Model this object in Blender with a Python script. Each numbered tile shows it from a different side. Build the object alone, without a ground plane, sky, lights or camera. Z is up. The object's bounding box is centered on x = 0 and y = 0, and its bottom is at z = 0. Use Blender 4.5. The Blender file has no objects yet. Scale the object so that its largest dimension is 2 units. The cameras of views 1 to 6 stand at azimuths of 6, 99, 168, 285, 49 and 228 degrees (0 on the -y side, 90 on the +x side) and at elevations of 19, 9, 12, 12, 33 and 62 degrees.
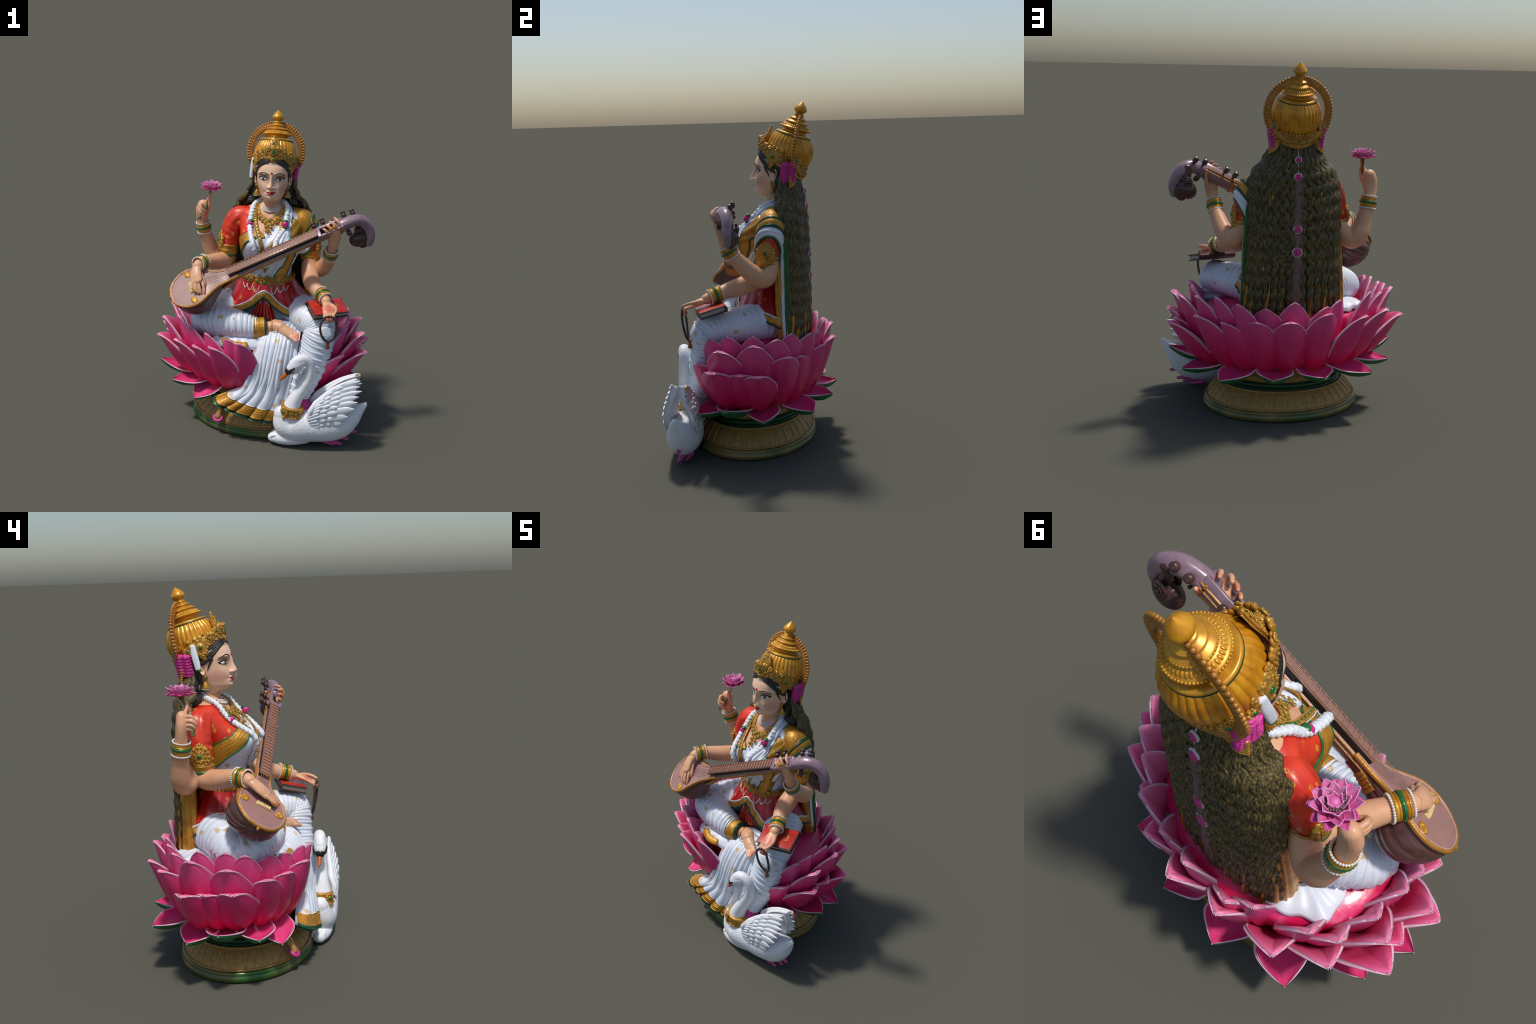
import bpy, math, random
import numpy as np
from mathutils import Vector, Matrix
from mathutils.bvhtree import BVHTree

random.seed(7)
RNG = np.random.RandomState(7)
A = np.array
pi = math.pi

# ------------------------------------------------------------------ helpers
def nrm(v):
    v = np.asarray(v, float)
    n = np.linalg.norm(v, axis=-1, keepdims=True)
    return v / np.maximum(n, 1e-9)

def lerp(a, b, t):
    return a + (b - a) * t

def sstep(a, b, x):
    t = np.clip((x - a) / (b - a), 0, 1)
    return t * t * (3 - 2 * t)

def spline(pts, n):
    """Catmull-Rom through control points (any dimension), n samples, uniform in control index"""
    P = np.asarray(pts, float)
    if P.ndim == 1:
        P = P[:, None]
    m = len(P)
    t = np.linspace(0, m - 1, n)
    i = np.clip(t.astype(int), 0, m - 2)
    f = (t - i)[:, None]
    p0 = P[np.maximum(i - 1, 0)]; p1 = P[i]; p2 = P[i + 1]; p3 = P[np.minimum(i + 2, m - 1)]
    r = .5 * ((2 * p1) + (-p0 + p2) * f + (2 * p0 - 5 * p1 + 4 * p2 - p3) * f ** 2 + (-p0 + 3 * p1 - 3 * p2 + p3) * f ** 3)
    return r[:, 0] if np.asarray(pts, float).ndim == 1 else r

def curve_at(keys, x):
    """smooth interpolation of a table [(x, v...), ...] at x"""
    K = np.asarray(keys, float)
    xs = K[:, 0]
    out = []
    for c in range(1, K.shape[1]):
        ys = K[:, c]
        d = np.gradient(ys, xs)
        i = np.clip(np.searchsorted(xs, x) - 1, 0, len(xs) - 2)
        h = xs[i + 1] - xs[i]
        t = np.clip((x - xs[i]) / h, 0, 1)
        out.append((2*t**3-3*t**2+1)*ys[i] + (t**3-2*t**2+t)*h*d[i] + (-2*t**3+3*t**2)*ys[i+1] + (t**3-t**2)*h*d[i+1])
    return out[0] if len(out) == 1 else out

def resample(P, n, closed=False):
    P = np.asarray(P, float)
    if closed:
        P = np.vstack([P, P[:1]])
    d = np.r_[0, np.cumsum(np.linalg.norm(np.diff(P, axis=0), axis=1))]
    t = np.linspace(0, d[-1], n + 1)[:-1] if closed else np.linspace(0, d[-1], n)
    return np.stack([np.interp(t, d, P[:, k]) for k in range(P.shape[1])], 1)

def wob(x, y=0., z=0., seed=0):
    """cheap smooth noise in about -1..1"""
    s = seed * 1.7
    return (np.sin(x*1.0+1.3*np.sin(y*.9+s)+s) + np.sin(y*1.31+1.7*np.sin(z*.7-s)+2*s) + np.sin(z*1.13+1.1*np.sin(x*.83+2*s)-s)) / 3

def ridge(x, p=.75):
    """round crests, narrow valleys, about -.6 .. .4"""
    return np.abs(np.sin(x*.5))**p - .6

def folds(t, th, freq, skew, amp, seed=0, off=0.):
    """draped folds round a limb: t along, th around; spacing and depth wander"""
    ph = freq*t + skew*np.sin(th+off) + 1.5*wob(t*9, th*1.4, t*4, seed) + .8*wob(t*21, th*2.3, t*3, seed+2)
    a = amp*(.62 + .55*wob(t*6+1, th*1.7, th*.8, seed+5))
    return a*1.9*ridge(ph) + .3*amp*np.sin(ph*2.1+th*3)

# ------------------------------------------------------------------ mesh building
ROOT = None
def link(o, parent):
    bpy.context.scene.collection.objects.link(o)
    if parent is not None:
        o.parent = parent
    return o

class MB:
    """collects pieces of mesh; faces carry a material slot number"""
    def __init__(s):
        s.v = []; s.f = []; s.m = []; s.n = 0
    def add(s, V, F, slot=0):
        V = np.asarray(V, float).reshape(-1, 3)
        s.v.append(V)
        for k, f in enumerate(F):
            s.f.append([int(i) + s.n for i in f])
            s.m.append(slot if np.isscalar(slot) else int(slot[k]))
        s.n += len(V)
        return s
    def grid(s, P, cu=False, cv=False, slot=0, cap0=False, cap1=False, flip=False):
        nu, nv = P.shape[:2]
        i = np.arange(nu if cu else nu - 1); j = np.arange(nv if cv else nv - 1)
        I, J = np.meshgrid(i, j, indexing='ij')
        I2 = (I + 1) % nu; J2 = (J + 1) % nv
        F = np.stack([I*nv+J, I2*nv+J, I2*nv+J2, I*nv+J2], -1).reshape(-1, 4)
        if flip:
            F = F[:, ::-1]
        V = P.reshape(-1, 3)
        F = F.tolist()
        sl = [slot] * len(F) if np.isscalar(slot) else list(np.asarray(slot).reshape(-1))
        if cap0 and cv:
            c = len(V); V = np.vstack([V, P[0].mean(0)])
            for k in range(nv):
                f = [c, k, (k+1) % nv]; F.append(f[::-1] if flip else f); sl.append(sl[0])
        if cap1 and cv:
            c = len(V); V = np.vstack([V, P[-1].mean(0)]); b = (nu-1)*nv
            for k in range(nv):
                f = [c, b+(k+1) % nv, b+k]; F.append(f[::-1] if flip else f); sl.append(sl[-1])
        s.add(V, F, sl)
        return s
    def merge(s, o, M=None):
        for V in o.v:
            pass
        V = np.vstack(o.v)
        if M is not None:
            V = V @ M[:3, :3].T + M[:3, 3]
        s.v.append(V)
        s.f += [[i + s.n for i in f] for f in o.f]; s.m += o.m; s.n += len(V)
        return s
    def arrays(s):
        return np.vstack(s.v), s.f
    def mesh(s, name, mats, smooth=True):
        V = np.vstack(s.v)
        me = bpy.data.meshes.new(name)
        me.from_pydata(V.tolist(), [], s.f)
        for m in mats:
            me.materials.append(m)
        me.polygons.foreach_set('material_index', np.array(s.m, dtype=np.int32))
        me.polygons.foreach_set('use_smooth', np.full(len(s.f), bool(smooth)))
        me.update()
        return me
    def obj(s, name, mats, parent=None, smooth=True, stuff=False, angle=None, M=None):
        if not isinstance(mats, (list, tuple)):
            mats = [mats]
        me = s.mesh(name, mats, smooth)
        if angle is not None:
            me.set_sharp_from_angle(angle=math.radians(angle))
        o = bpy.data.objects.new(name, me)
        link(o, ROOT if parent is None else parent)
        if M is not None:
            o.matrix_local = Matrix([list(r) for r in M])
        if stuff:
            o["kind"] = "stuff"
        return o
    def bvh(s):
        V, F = s.arrays()
        return BVHTree.FromPolygons([Vector(v) for v in V], F)

def mesh_bvh(me):
    return BVHTree.FromPolygons([v.co.copy() for v in me.vertices], [list(p.vertices) for p in me.polygons])

def frames(P, hint):
    """tangent, side, up for a polyline; up stays near hint"""
    T = nrm(np.gradient(P, axis=0))
    h = np.asarray(hint, float)
    if h.ndim == 1:
        h = np.repeat(h[None], len(P), 0)
    U = h - (h * T).sum(1, keepdims=True) * T
    bad = np.linalg.norm(U, axis=1) < .08
    if bad.any():
        alt = A([0.31, .77, .55]); U[bad] = alt - (T[bad] @ alt)[:, None] * T[bad]
    U = nrm(U)
    S = np.cross(T, U)
    return T, S, U

def tube_grid(ctrl, rad, seg=48, n=24, hint=(0, 0, 1), round0=True, round1=True, power=1.0, raw=False):
    """grid of rings along a spline; rad: per control (r) or (r_side, r_up)"""
    R = np.asarray(rad, float)
    if R.ndim == 0:
        R = np.full(len(ctrl), float(R))
    if R.ndim == 1:
        R = np.stack([R, R], 1)
    if raw:
        P = np.asarray(ctrl, float); r = R
    else:
        P = spline(ctrl, seg); r = np.maximum(spline(R, seg), 1e-4)
    T, S, U = frames(P, hint)
    k = 5
    if round0:
        a = np.linspace(pi/2, 0, k, endpoint=False)
        P0 = P[0] - T[0] * (np.sin(a) * r[0].mean())[:, None]
        P = np.vstack([P0, P]); r = np.vstack([r[:1] * np.maximum(np.cos(a), .02)[:, None], r])
        T = np.vstack([np.repeat(T[:1], k, 0), T]); S = np.vstack([np.repeat(S[:1], k, 0), S]); U = np.vstack([np.repeat(U[:1], k, 0), U])
    if round1:
        a = np.linspace(0, pi/2, k + 1)[1:]
        P1 = P[-1] + T[-1] * (np.sin(a) * r[-1].mean())[:, None]
        P = np.vstack([P, P1]); r = np.vstack([r, r[-1:] * np.maximum(np.cos(a), .02)[:, None]])
        T = np.vstack([T, np.repeat(T[-1:], k, 0)]); S = np.vstack([S, np.repeat(S[-1:], k, 0)]); U = np.vstack([U, np.repeat(U[-1:], k, 0)])
    th = np.linspace(0, 2*pi, n, endpoint=False)
    c, s = np.cos(th), np.sin(th)
    if power != 1.0:
        c = np.sign(c) * np.abs(c) ** power; s = np.sign(s) * np.abs(s) ** power
    G = P[:, None] + S[:, None] * (r[:, 0:1] * c)[..., None] + U[:, None] * (r[:, 1:2] * s)[..., None]
    return G

def tube(mb, ctrl, rad, slot=0, **k):
    G = tube_grid(ctrl, rad, **k)
    return mb.grid(G, cv=True, slot=slot, cap0=True, cap1=True)

def grid_normals(G, cv=True):
    du = np.gradient(G, axis=0)
    if cv:
        dv = (np.roll(G, -1, 1) - np.roll(G, 1, 1)) / 2
    else:
        dv = np.gradient(G, axis=1)
    return nrm(np.cross(dv, du))

def lathe(mb, prof, n=64, M=None, slot=0, sx=1., sy=1., fn=None, cap0=True, cap1=True):
    """profile [(r, h)...] turned about local z; fn(theta, i) -> radius factor"""
    prof = np.asarray(prof, float)
    th = np.linspace(0, 2*pi, n, endpoint=False)
    R = np.repeat(prof[:, 0:1], n, 1)
    if fn is not None:
        R = R * fn(th[None, :], np.arange(len(prof))[:, None])
    G = np.stack([R*np.cos(th)*sx, R*np.sin(th)*sy, np.repeat(prof[:, 1:2], n, 1)], -1)
    if M is not None:
        G = G @ M[:3, :3].T + M[:3, 3]
    return mb.grid(G, cv=True, slot=slot, cap0=cap0, cap1=cap1, flip=True)

def frame_matrix(origin, x=None, y=None, z=None):
    """orthonormal matrix from two given axes"""
    if z is not None and y is not None:
        z = nrm(z); y = nrm(A(y) - (A(y) @ z) * z); x = np.cross(y, z)
    elif z is not None and x is not None:
        z = nrm(z); x = nrm(A(x) - (A(x) @ z) * z); y = np.cross(z, x)
    elif x is not None and y is not None:
        x = nrm(x); y = nrm(A(y) - (A(y) @ x) * x); z = np.cross(x, y)
    else:
        z = nrm(z); h = A([0, 0, 1.]) if abs(z[2]) < .9 else A([0, 1., 0])
        x = nrm(np.cross(h, z)); y = np.cross(z, x)
    M = np.eye(4); M[:3, 0] = x; M[:3, 1] = y; M[:3, 2] = z; M[:3, 3] = origin
    return M

_ball = {}
def ball_vf(nu=8, nv=10):
    k = (nu, nv)
    if k not in _ball:
        V = [(0, 0, 1.)]
        for i in range(1, nu):
            a = pi*i/nu
            for j in range(nv):
                b = 2*pi*j/nv
                V.append((math.sin(a)*math.cos(b), math.sin(a)*math.sin(b), math.cos(a)))
        V.append((0, 0, -1.))
        F = []
        for j in range(nv):
            F.append([0, 1+j, 1+(j+1) % nv])
            F.append([len(V)-1, 1+(nu-2)*nv+(j+1) % nv, 1+(nu-2)*nv+j])
        for i in range(nu-2):
            for j in range(nv):
                a = 1+i*nv+j; b = 1+i*nv+(j+1) % nv
                F.append([a, a+nv, b+nv, b])
        _ball[k] = (A(V), F)
    return _ball[k]

def ball(mb, c, r, M=None, slot=0, nu=8, nv=10):
    """ellipsoid: r scalar or (rx,ry,rz), orientation M (3x3)"""
    V, F = ball_vf(nu, nv)
    V = V * (np.ones(3) * r)
    if M is not None:
        V = V @ A(M)[:3, :3].T
    return mb.add(V + A(c), F, slot)

def beads(mb, path, r, slot=0, nu=6, nv=8, gap=1.0, closed=False):
    path = np.asarray(path, float)
    L = np.linalg.norm(np.diff(path, axis=0), axis=1).sum()
    n = max(2, int(L / (2*r*gap)))
    for p in resample(path, n, closed):
        ball(mb, p, r, slot=slot, nu=nu, nv=nv)
    return mb

def box(mb, M, sx, sy, sz, slot=0, bev=0.0):
    """bevelled box centred at M's origin, half sizes"""
    b = bev
    if b <= 0:
        V = [(x*sx, y*sy, z*sz) for x in (-1, 1) for y in (-1, 1) for z in (-1, 1)]
        F = [[0, 1, 3, 2], [4, 6, 7, 5], [0, 4, 5, 1], [2, 3, 7, 6], [0, 2, 6, 4], [1, 5, 7, 3]]
        V = A(V)
    else:
        # rings of a rounded rectangle stacked in z
        def ring(hx, hy, z, c):
            out = []
            for qx, qy, a0 in ((1, 1, 0), (-1, 1, pi/2), (-1, -1, pi), (1, -1, 1.5*pi)):
                for a in (0, pi/4, pi/2):
                    out.append((qx*(hx-c)+c*math.cos(a0+a), qy*(hy-c)+c*math.sin(a0+a), z))
            return out
        rings = [ring(sx-b, sy-b, -sz, b*.5), ring(sx-b*.3, sy-b*.3, -sz+b*.3, b), ring(sx, sy, -sz+b, b), ring(sx, sy, sz-b, b), ring(sx-b*.3, sy-b*.3, sz-b*.3, b), ring(sx-b, sy-b, sz, b*.5)]
        V = A(rings).reshape(-1, 3); F = []
        n = 12
        for i in range(5):
            for j in range(n):
                F.append([i*n+j, i*n+(j+1) % n, (i+1)*n+(j+1) % n, (i+1)*n+j])
        F.append(list(range(n))[::-1]); F.append([5*n+j for j in range(n)])
    V = V @ M[:3, :3].T + M[:3, 3]
    return mb.add(V, F, slot)

def sheet(mb, G, thick, slot=0, rim=None, rimw=1, back=None, tip=0):
    """closed slab from an open grid: front = G + n*t/2, back = G - n*t/2, rounded rim.
    rim: slot for the cells within rimw of the border; back: slot for the back side"""
    N = grid_normals(G, cv=False)
    nu, nv = G.shape[:2]
    if tip:
        k0 = tip + 5
        ref = N[-k0, nv//2]
        for r_ in range(1, k0):
            N[-r_] = nrm(lerp(ref[None], N[-r_], max(0., (r_-tip)/(k0-tip))) if r_ > tip else np.repeat(ref[None], nv, 0))
    t = np.full((nu, nv), thick / 2.) if np.isscalar(thick) else np.asarray(thick) / 2.
    a = G + N * t[..., None]; b = G - N * t[..., None]
    cs = np.full((nu-1, nv-1), slot)
    bs = np.full((nu-1, nv-1), slot if back is None else back)
    if rim is not None:
        for q in (cs, bs):
            q[:, :rimw] = rim; q[:, -rimw:] = rim; q[-rimw:, :] = rim
    mb.grid(a, slot=cs, flip=True); o = mb.n - nu*nv
    mb.grid(b, slot=bs); p = mb.n - nu*nv
    loop = [(0, j) for j in range(nv)] + [(i, nv-1) for i in range(1, nu)] + [(nu-1, j) for j in range(nv-2, -1, -1)] + [(i, 0) for i in range(nu-2, 0, -1)]
    F = []
    for k in range(len(loop)):
        i1 = loop[k][0]*nv+loop[k][1]; l2 = loop[(k+1) % len(loop)]; i2 = l2[0]*nv+l2[1]
        F.append([o+i1-mb.n, o+i2-mb.n, p+i2-mb.n, p+i1-mb.n])
    mb.f += [[i + mb.n for i in f] for f in F]
    mb.m += [slot if rim is None else rim] * len(F)
    return mb

def remesh(name, mb, voxel, mats, parent=None, smooth_iter=4, factor=.5):
    """union of overlapping pieces: voxel remesh, smoothed"""
    me = mb.mesh(name + "_tmp", [])
    o = bpy.data.objects.new(name, me)
    bpy.context.scene.collection.objects.link(o)
    m = o.modifiers.new("r", 'REMESH'); m.mode = 'VOXEL'; m.voxel_size = voxel; m.use_smooth_shade = True
    s = o.modifiers.new("s", 'SMOOTH'); s.factor = factor; s.iterations = smooth_iter
    dg = bpy.context.evaluated_depsgraph_get()
    new = bpy.data.meshes.new_from_object(o.evaluated_get(dg))
    o.modifiers.clear(); o.data = new; new.name = name
    bpy.data.meshes.remove(me)
    new.materials.clear()
    for q in (mats if isinstance(mats, (list, tuple)) else [mats]):
        new.materials.append(q)
    new.polygons.foreach_set('use_smooth', np.ones(len(new.polygons), bool))
    new.polygons.foreach_set('material_index', np.zeros(len(new.polygons), dtype=np.int32))
    o.parent = ROOT if parent is None else parent
    return o

def conform(bvh, P, off=0.0, maxd=.3):
    """nearest points on a surface, pushed out by off; returns points, normals"""
    P = np.asarray(P, float); sh = P.shape
    Q = P.reshape(-1, 3); O = np.empty_like(Q); N = np.empty_like(Q)
    of = np.broadcast_to(np.asarray(off, float), sh[:-1]).reshape(-1)
    for i, q in enumerate(Q):
        loc, nor, _, _ = bvh.find_nearest(Vector(q))
        O[i] = loc; N[i] = nor
    O = O + N * of[:, None]
    return O.reshape(sh), N.reshape(sh)

def cast(bvh, P, d, off=0.0):
    """drop points onto a surface along direction d"""
    P = np.asarray(P, float); sh = P.shape
    Q = P.reshape(-1, 3); O = Q.copy(); N = np.tile(-nrm(d), (len(Q), 1))
    D = Vector(nrm(d))
    for i, q in enumerate(Q):
        h = bvh.ray_cast(Vector(q), D)
        if h[0] is None:
            h = bvh.find_nearest(Vector(q))
        O[i] = h[0]; N[i] = h[1]
        if N[i] @ A(D) > 0:
            N[i] = -N[i]
    of = np.broadcast_to(np.asarray(off, float), sh[:-1]).reshape(-1)
    return (O + N * of[:, None]).reshape(sh), N.reshape(sh)

def ribbon(bvh, path, half, n=60, m=9, off=.003, crown=.0, smooth=2, widths=None, ripple=None):
    """strip lying on a surface along a path of control points; half width scalar or per control"""
    C = spline(path, n)
    W = np.full(n, float(half)) if np.isscalar(half) else spline(half, n)
    C, N = conform(bvh, C)
    for _ in range(smooth):
        N[1:-1] = nrm(N[:-2] + N[1:-1]*2 + N[2:]); C[1:-1] = (C[:-2] + C[1:-1]*2 + C[2:])/4
    T = nrm(np.gradient(C, axis=0))
    S = nrm(np.cross(T, N))
    s = np.linspace(-1, 1, m)
    G = C[:, None] + S[:, None] * (W[:, None] * s)[..., None]
    o = off + crown * (1 - s**2)
    o = np.repeat(o[None], n, 0)
    if ripple is not None:
        o = o + ripple(np.linspace(0, 1, n)[:, None], s[None])
    G, N2 = conform(bvh, G, o)
    for _ in range(smooth):
        G[1:-1, 1:-1] = (G[:-2, 1:-1] + G[2:, 1:-1] + G[1:-1, :-2] + G[1:-1, 2:] + 4*G[1:-1, 1:-1]) / 8
    return G

def patch(mb, bvh, outline, d, off, slot=0, rings=7, dome=0.0):
    """filled outline dropped onto a surface along d (outline: closed loop of 3D points before the drop)"""
    O = np.asarray(outline, float); c = O.mean(0)
    G = np.stack([c + (O - c) * t for t in np.linspace(1, .02, rings)])
    t = np.linspace(1, .02, rings)
    o = off + dome * (1 - t**2)
    G, _ = cast(bvh, G, d, np.repeat(o[:, None], len(O), 1))
    # border sinks under the surface
    B, _ = cast(bvh, O[None], d, -0.002)
    G = np.concatenate([B, G])
    if np.cross(O[1]-O[0], c-O[0]) @ A(d) > 0:
        mb.grid(G, cv=True, slot=slot, cap1=True, flip=True)
    else:
        mb.grid(G, cv=True, slot=slot, cap1=True)
    return mb
# ------------------------------------------------------------------ materials
def lin(h):
    h = h.lstrip('#')
    c = [int(h[i:i+2], 16)/255 for i in (0, 2, 4)]
    return tuple((x/12.92 if x <= .04045 else ((x+.055)/1.055)**2.4) for x in c) + (1.,)

class MT:
    """small node-graph helper"""
    def __init__(s, name, rough=.5, metal=0., spec=.5, coat=0., sheen=0.):
        s.m = bpy.data.materials.new(name); s.m.use_nodes = True
        s.t = s.m.node_tree; s.n = s.t.nodes; s.n.clear()
        s.out = s.n.new('ShaderNodeOutputMaterial'); s.b = s.n.new('ShaderNodeBsdfPrincipled')
        s.t.links.new(s.b.outputs[0], s.out.inputs[0])
        s.b.inputs['Roughness'].default_value = rough; s.b.inputs['Metallic'].default_value = metal
        s.b.inputs['Specular IOR Level'].default_value = spec
        s.b.inputs['Coat Weight'].default_value = coat; s.b.inputs['Coat Roughness'].default_value = .15
        s.tc = s.n.new('ShaderNodeTexCoord')
        s.co = s.tc.outputs['Object']
    def L(s, a, b):
        s.t.links.new(a, b)
    def val(s, sock, v):
        if hasattr(v, 'links') or isinstance(v, bpy.types.NodeSocket):
            s.L(v, sock)
        else:
            sock.default_value = v
    def map(s, scale=(1, 1, 1), rot=(0, 0, 0), loc=(0, 0, 0), co=None):
        n = s.n.new('ShaderNodeMapping'); s.L(co or s.co, n.inputs[0])
        n.inputs['Scale'].default_value = scale; n.inputs['Rotation'].default_value = rot; n.inputs['Location'].default_value = loc
        return n.outputs[0]
    def noise(s, scale, detail=3., rough=.55, co=None, dist=0.):
        n = s.n.new('ShaderNodeTexNoise'); s.L(co or s.co, n.inputs['Vector'])
        n.inputs['Scale'].default_value = scale; n.inputs['Detail'].default_value = detail
        n.inputs['Roughness'].default_value = rough; n.inputs['Distortion'].default_value = dist
        return n.outputs[0]
    def voro(s, scale, co=None, feature='F1', rnd=1., out='Distance'):
        n = s.n.new('ShaderNodeTexVoronoi'); s.L(co or s.co, n.inputs['Vector']); n.feature = feature
        n.inputs['Scale'].default_value = scale; n.inputs['Randomness'].default_value = rnd
        return n.outputs[out]
    def wave(s, scale, dist=0., axis='X', co=None, kind='BANDS', detail=2., dscale=1.):
        n = s.n.new('ShaderNodeTexWave'); s.L(co or s.co, n.inputs['Vector']); n.wave_type = kind
        if kind == 'BANDS':
            n.bands_direction = axis
        else:
            n.rings_direction = axis
        n.inputs['Scale'].default_value = scale; n.inputs['Distortion'].default_value = dist
        n.inputs['Detail'].default_value = detail; n.inputs['Detail Scale'].default_value = dscale
        return n.outputs[1]
    def ramp(s, fac, stops, interp='LINEAR'):
        n = s.n.new('ShaderNodeValToRGB'); s.L(fac, n.inputs[0]); r = n.color_ramp; r.interpolation = interp
        while len(r.elements) < len(stops):
            r.elements.new(.5)
        for e, (p, c) in zip(r.elements, stops):
            e.position = p
            e.color = c if isinstance(c, tuple) else (c, c, c, 1)
        return n.outputs[0]
    def math(s, op, a, b=None, c=None):
        n = s.n.new('ShaderNodeMath'); n.operation = op
        s.val(n.inputs[0], a)
        if b is not None: s.val(n.inputs[1], b)
        if c is not None: s.val(n.inputs[2], c)
        return n.outputs[0]
    def mix(s, fac, a, b, blend='MIX'):
        n = s.n.new('ShaderNodeMix'); n.data_type = 'RGBA'; n.blend_type = blend
        s.val(n.inputs[0], fac); s.val(n.inputs[6], a); s.val(n.inputs[7], b)
        return n.outputs[2]
    def sep(s, co=None):
        n = s.n.new('ShaderNodeSeparateXYZ'); s.L(co or s.co, n.inputs[0]); return n.outputs
    def dist(s, p, scale=(1, 1, 1)):
        """distance from an Object-space point, per-axis scaled"""
        n = s.n.new('ShaderNodeVectorMath'); n.operation = 'SUBTRACT'; s.L(s.co, n.inputs[0]); n.inputs[1].default_value = p
        m = s.n.new('ShaderNodeVectorMath'); m.operation = 'MULTIPLY'; s.L(n.outputs[0], m.inputs[0]); m.inputs[1].default_value = scale
        l = s.n.new('ShaderNodeVectorMath'); l.operation = 'LENGTH'; s.L(m.outputs[0], l.inputs[0])
        return l.outputs['Value']
    def smooth(s, x, a, b):
        n = s.n.new('ShaderNodeMapRange'); n.interpolation_type = 'SMOOTHSTEP'; s.L(x, n.inputs[0])
        n.inputs[1].default_value = a; n.inputs[2].default_value = b; n.inputs[3].default_value = 0; n.inputs[4].default_value = 1
        return n.outputs[0]
    def bump(s, h, strength=.3, dist=.002):
        n = s.n.new('ShaderNodeBump'); s.L(h, n.inputs['Height']); n.inputs['Strength'].default_value = strength; n.inputs['Distance'].default_value = dist
        s.L(n.outputs[0], s.b.inputs['Normal']); return s
    def col(s, c):
        s.val(s.b.inputs['Base Color'], c); return s
    def rgh(s, c):
        s.val(s.b.inputs['Roughness'], c); return s

def plain(name, c, rough=.45, metal=0., spec=.5, coat=0., var=.12, scale=40., bump=0.0, bscale=200., bdist=.001):
    m = MT(name, rough, metal, spec, coat)
    c = lin(c) if isinstance(c, str) else c
    d = tuple(x*(1-var) for x in c[:3]) + (1.,); e = tuple(min(1, x*(1+var)) for x in c[:3]) + (1.,)
    m.col(m.ramp(m.noise(scale), [(.35, d), (.65, e)]))
    if bump > 0:
        m.bump(m.noise(bscale, 2), bump, bdist)
    return m.m

M = {}
# gold paint: bright yellow gold with a browner tarnish in patches, engraved grain
def gold(name, a, b, c, rough=.34, metal=.35, carve=0., scale=180.):
    m = MT(name, rough, metal, .6)
    big = m.noise(18., 4, .6)
    col = m.ramp(big, [(.3, lin(a)), (.52, lin(b)), (.75, lin(c))])
    if carve > 0:
        v = m.voro(scale)
        vv = m.ramp(v, [(.0, 1.), (.55, 0.)])
        col = m.mix(m.math('MULTIPLY', m.math('SUBTRACT', 1., vv), .45), col, lin(a))
        m.bump(m.math('ADD', vv, m.math('MULTIPLY', m.noise(scale*1.7, 2), .6)), carve, .0015)
    else:
        m.bump(m.noise(260., 2), .12, .001)
    m.col(col)
    return m.m
M['gold'] = gold('gold_paint', 'b87a20', 'cf9426', 'dfae3c')
M['gold_carved'] = gold('carved_gold', '9a6a20', 'cc9838', 'e0b356', carve=.6, scale=150.)
M['gold_orange'] = gold('orange_gold', 'bf7712', 'd8951a', 'e5ab2c', rough=.3, metal=.25)
M['gold_arch'] = gold('bronze_gold', 'a86f28', 'c08436', 'd09a48', rough=.4, carve=.4, scale=260.)
M['gold_cloth'] = gold('gold_brocade', 'a87018', 'cc962c', 'ddb048', rough=.36, carve=.8, scale=170.)
M['base_gold'] = None
M['green'] = plain('green_enamel', '1c602c', .35, coat=.2, var=.25)
M['green_dark'] = plain('dark_green_paint', '123f22', .4, var=.2)
M['gem'] = plain('green_gem', '0c6222', .12, coat=.6, var=.3, scale=90.)
M['pearl'] = plain('pearl_white', 'd9d2ca', .3, coat=.3, var=.06)
M['silver'] = plain('silver_edge', 'c9c4bd', .3, .1, var=.08)
M['black'] = plain('black_paint', '17140f', .35, var=.2)
M['pink_flower'] = plain('magenta_flower', 'c8348c', .5, var=.2, scale=60.)
M['pink_bead'] = plain('magenta_bead', 'c42a7c', .35, var=.15)
M['garland'] = plain('white_garland', 'dfe3e9', .55, var=.05, bump=.5, bscale=260., bdist=.003)
M['brown_bead'] = plain('dark_wood_bead', '3d2a24', .35, var=.3)
M['book_page'] = None
M['peg'] = plain('dark_rosewood', '4a2f2b', .28, coat=.25, var=.25, scale=30.)
M['wood_face'] = plain('mauve_wood', '9c746c', .4, var=.07, scale=12., bump=.1)
M['ivory'] = plain('ivory_gold', 'd8bf85', .35, var=.1)
M['swan_black'] = M['black']

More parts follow.
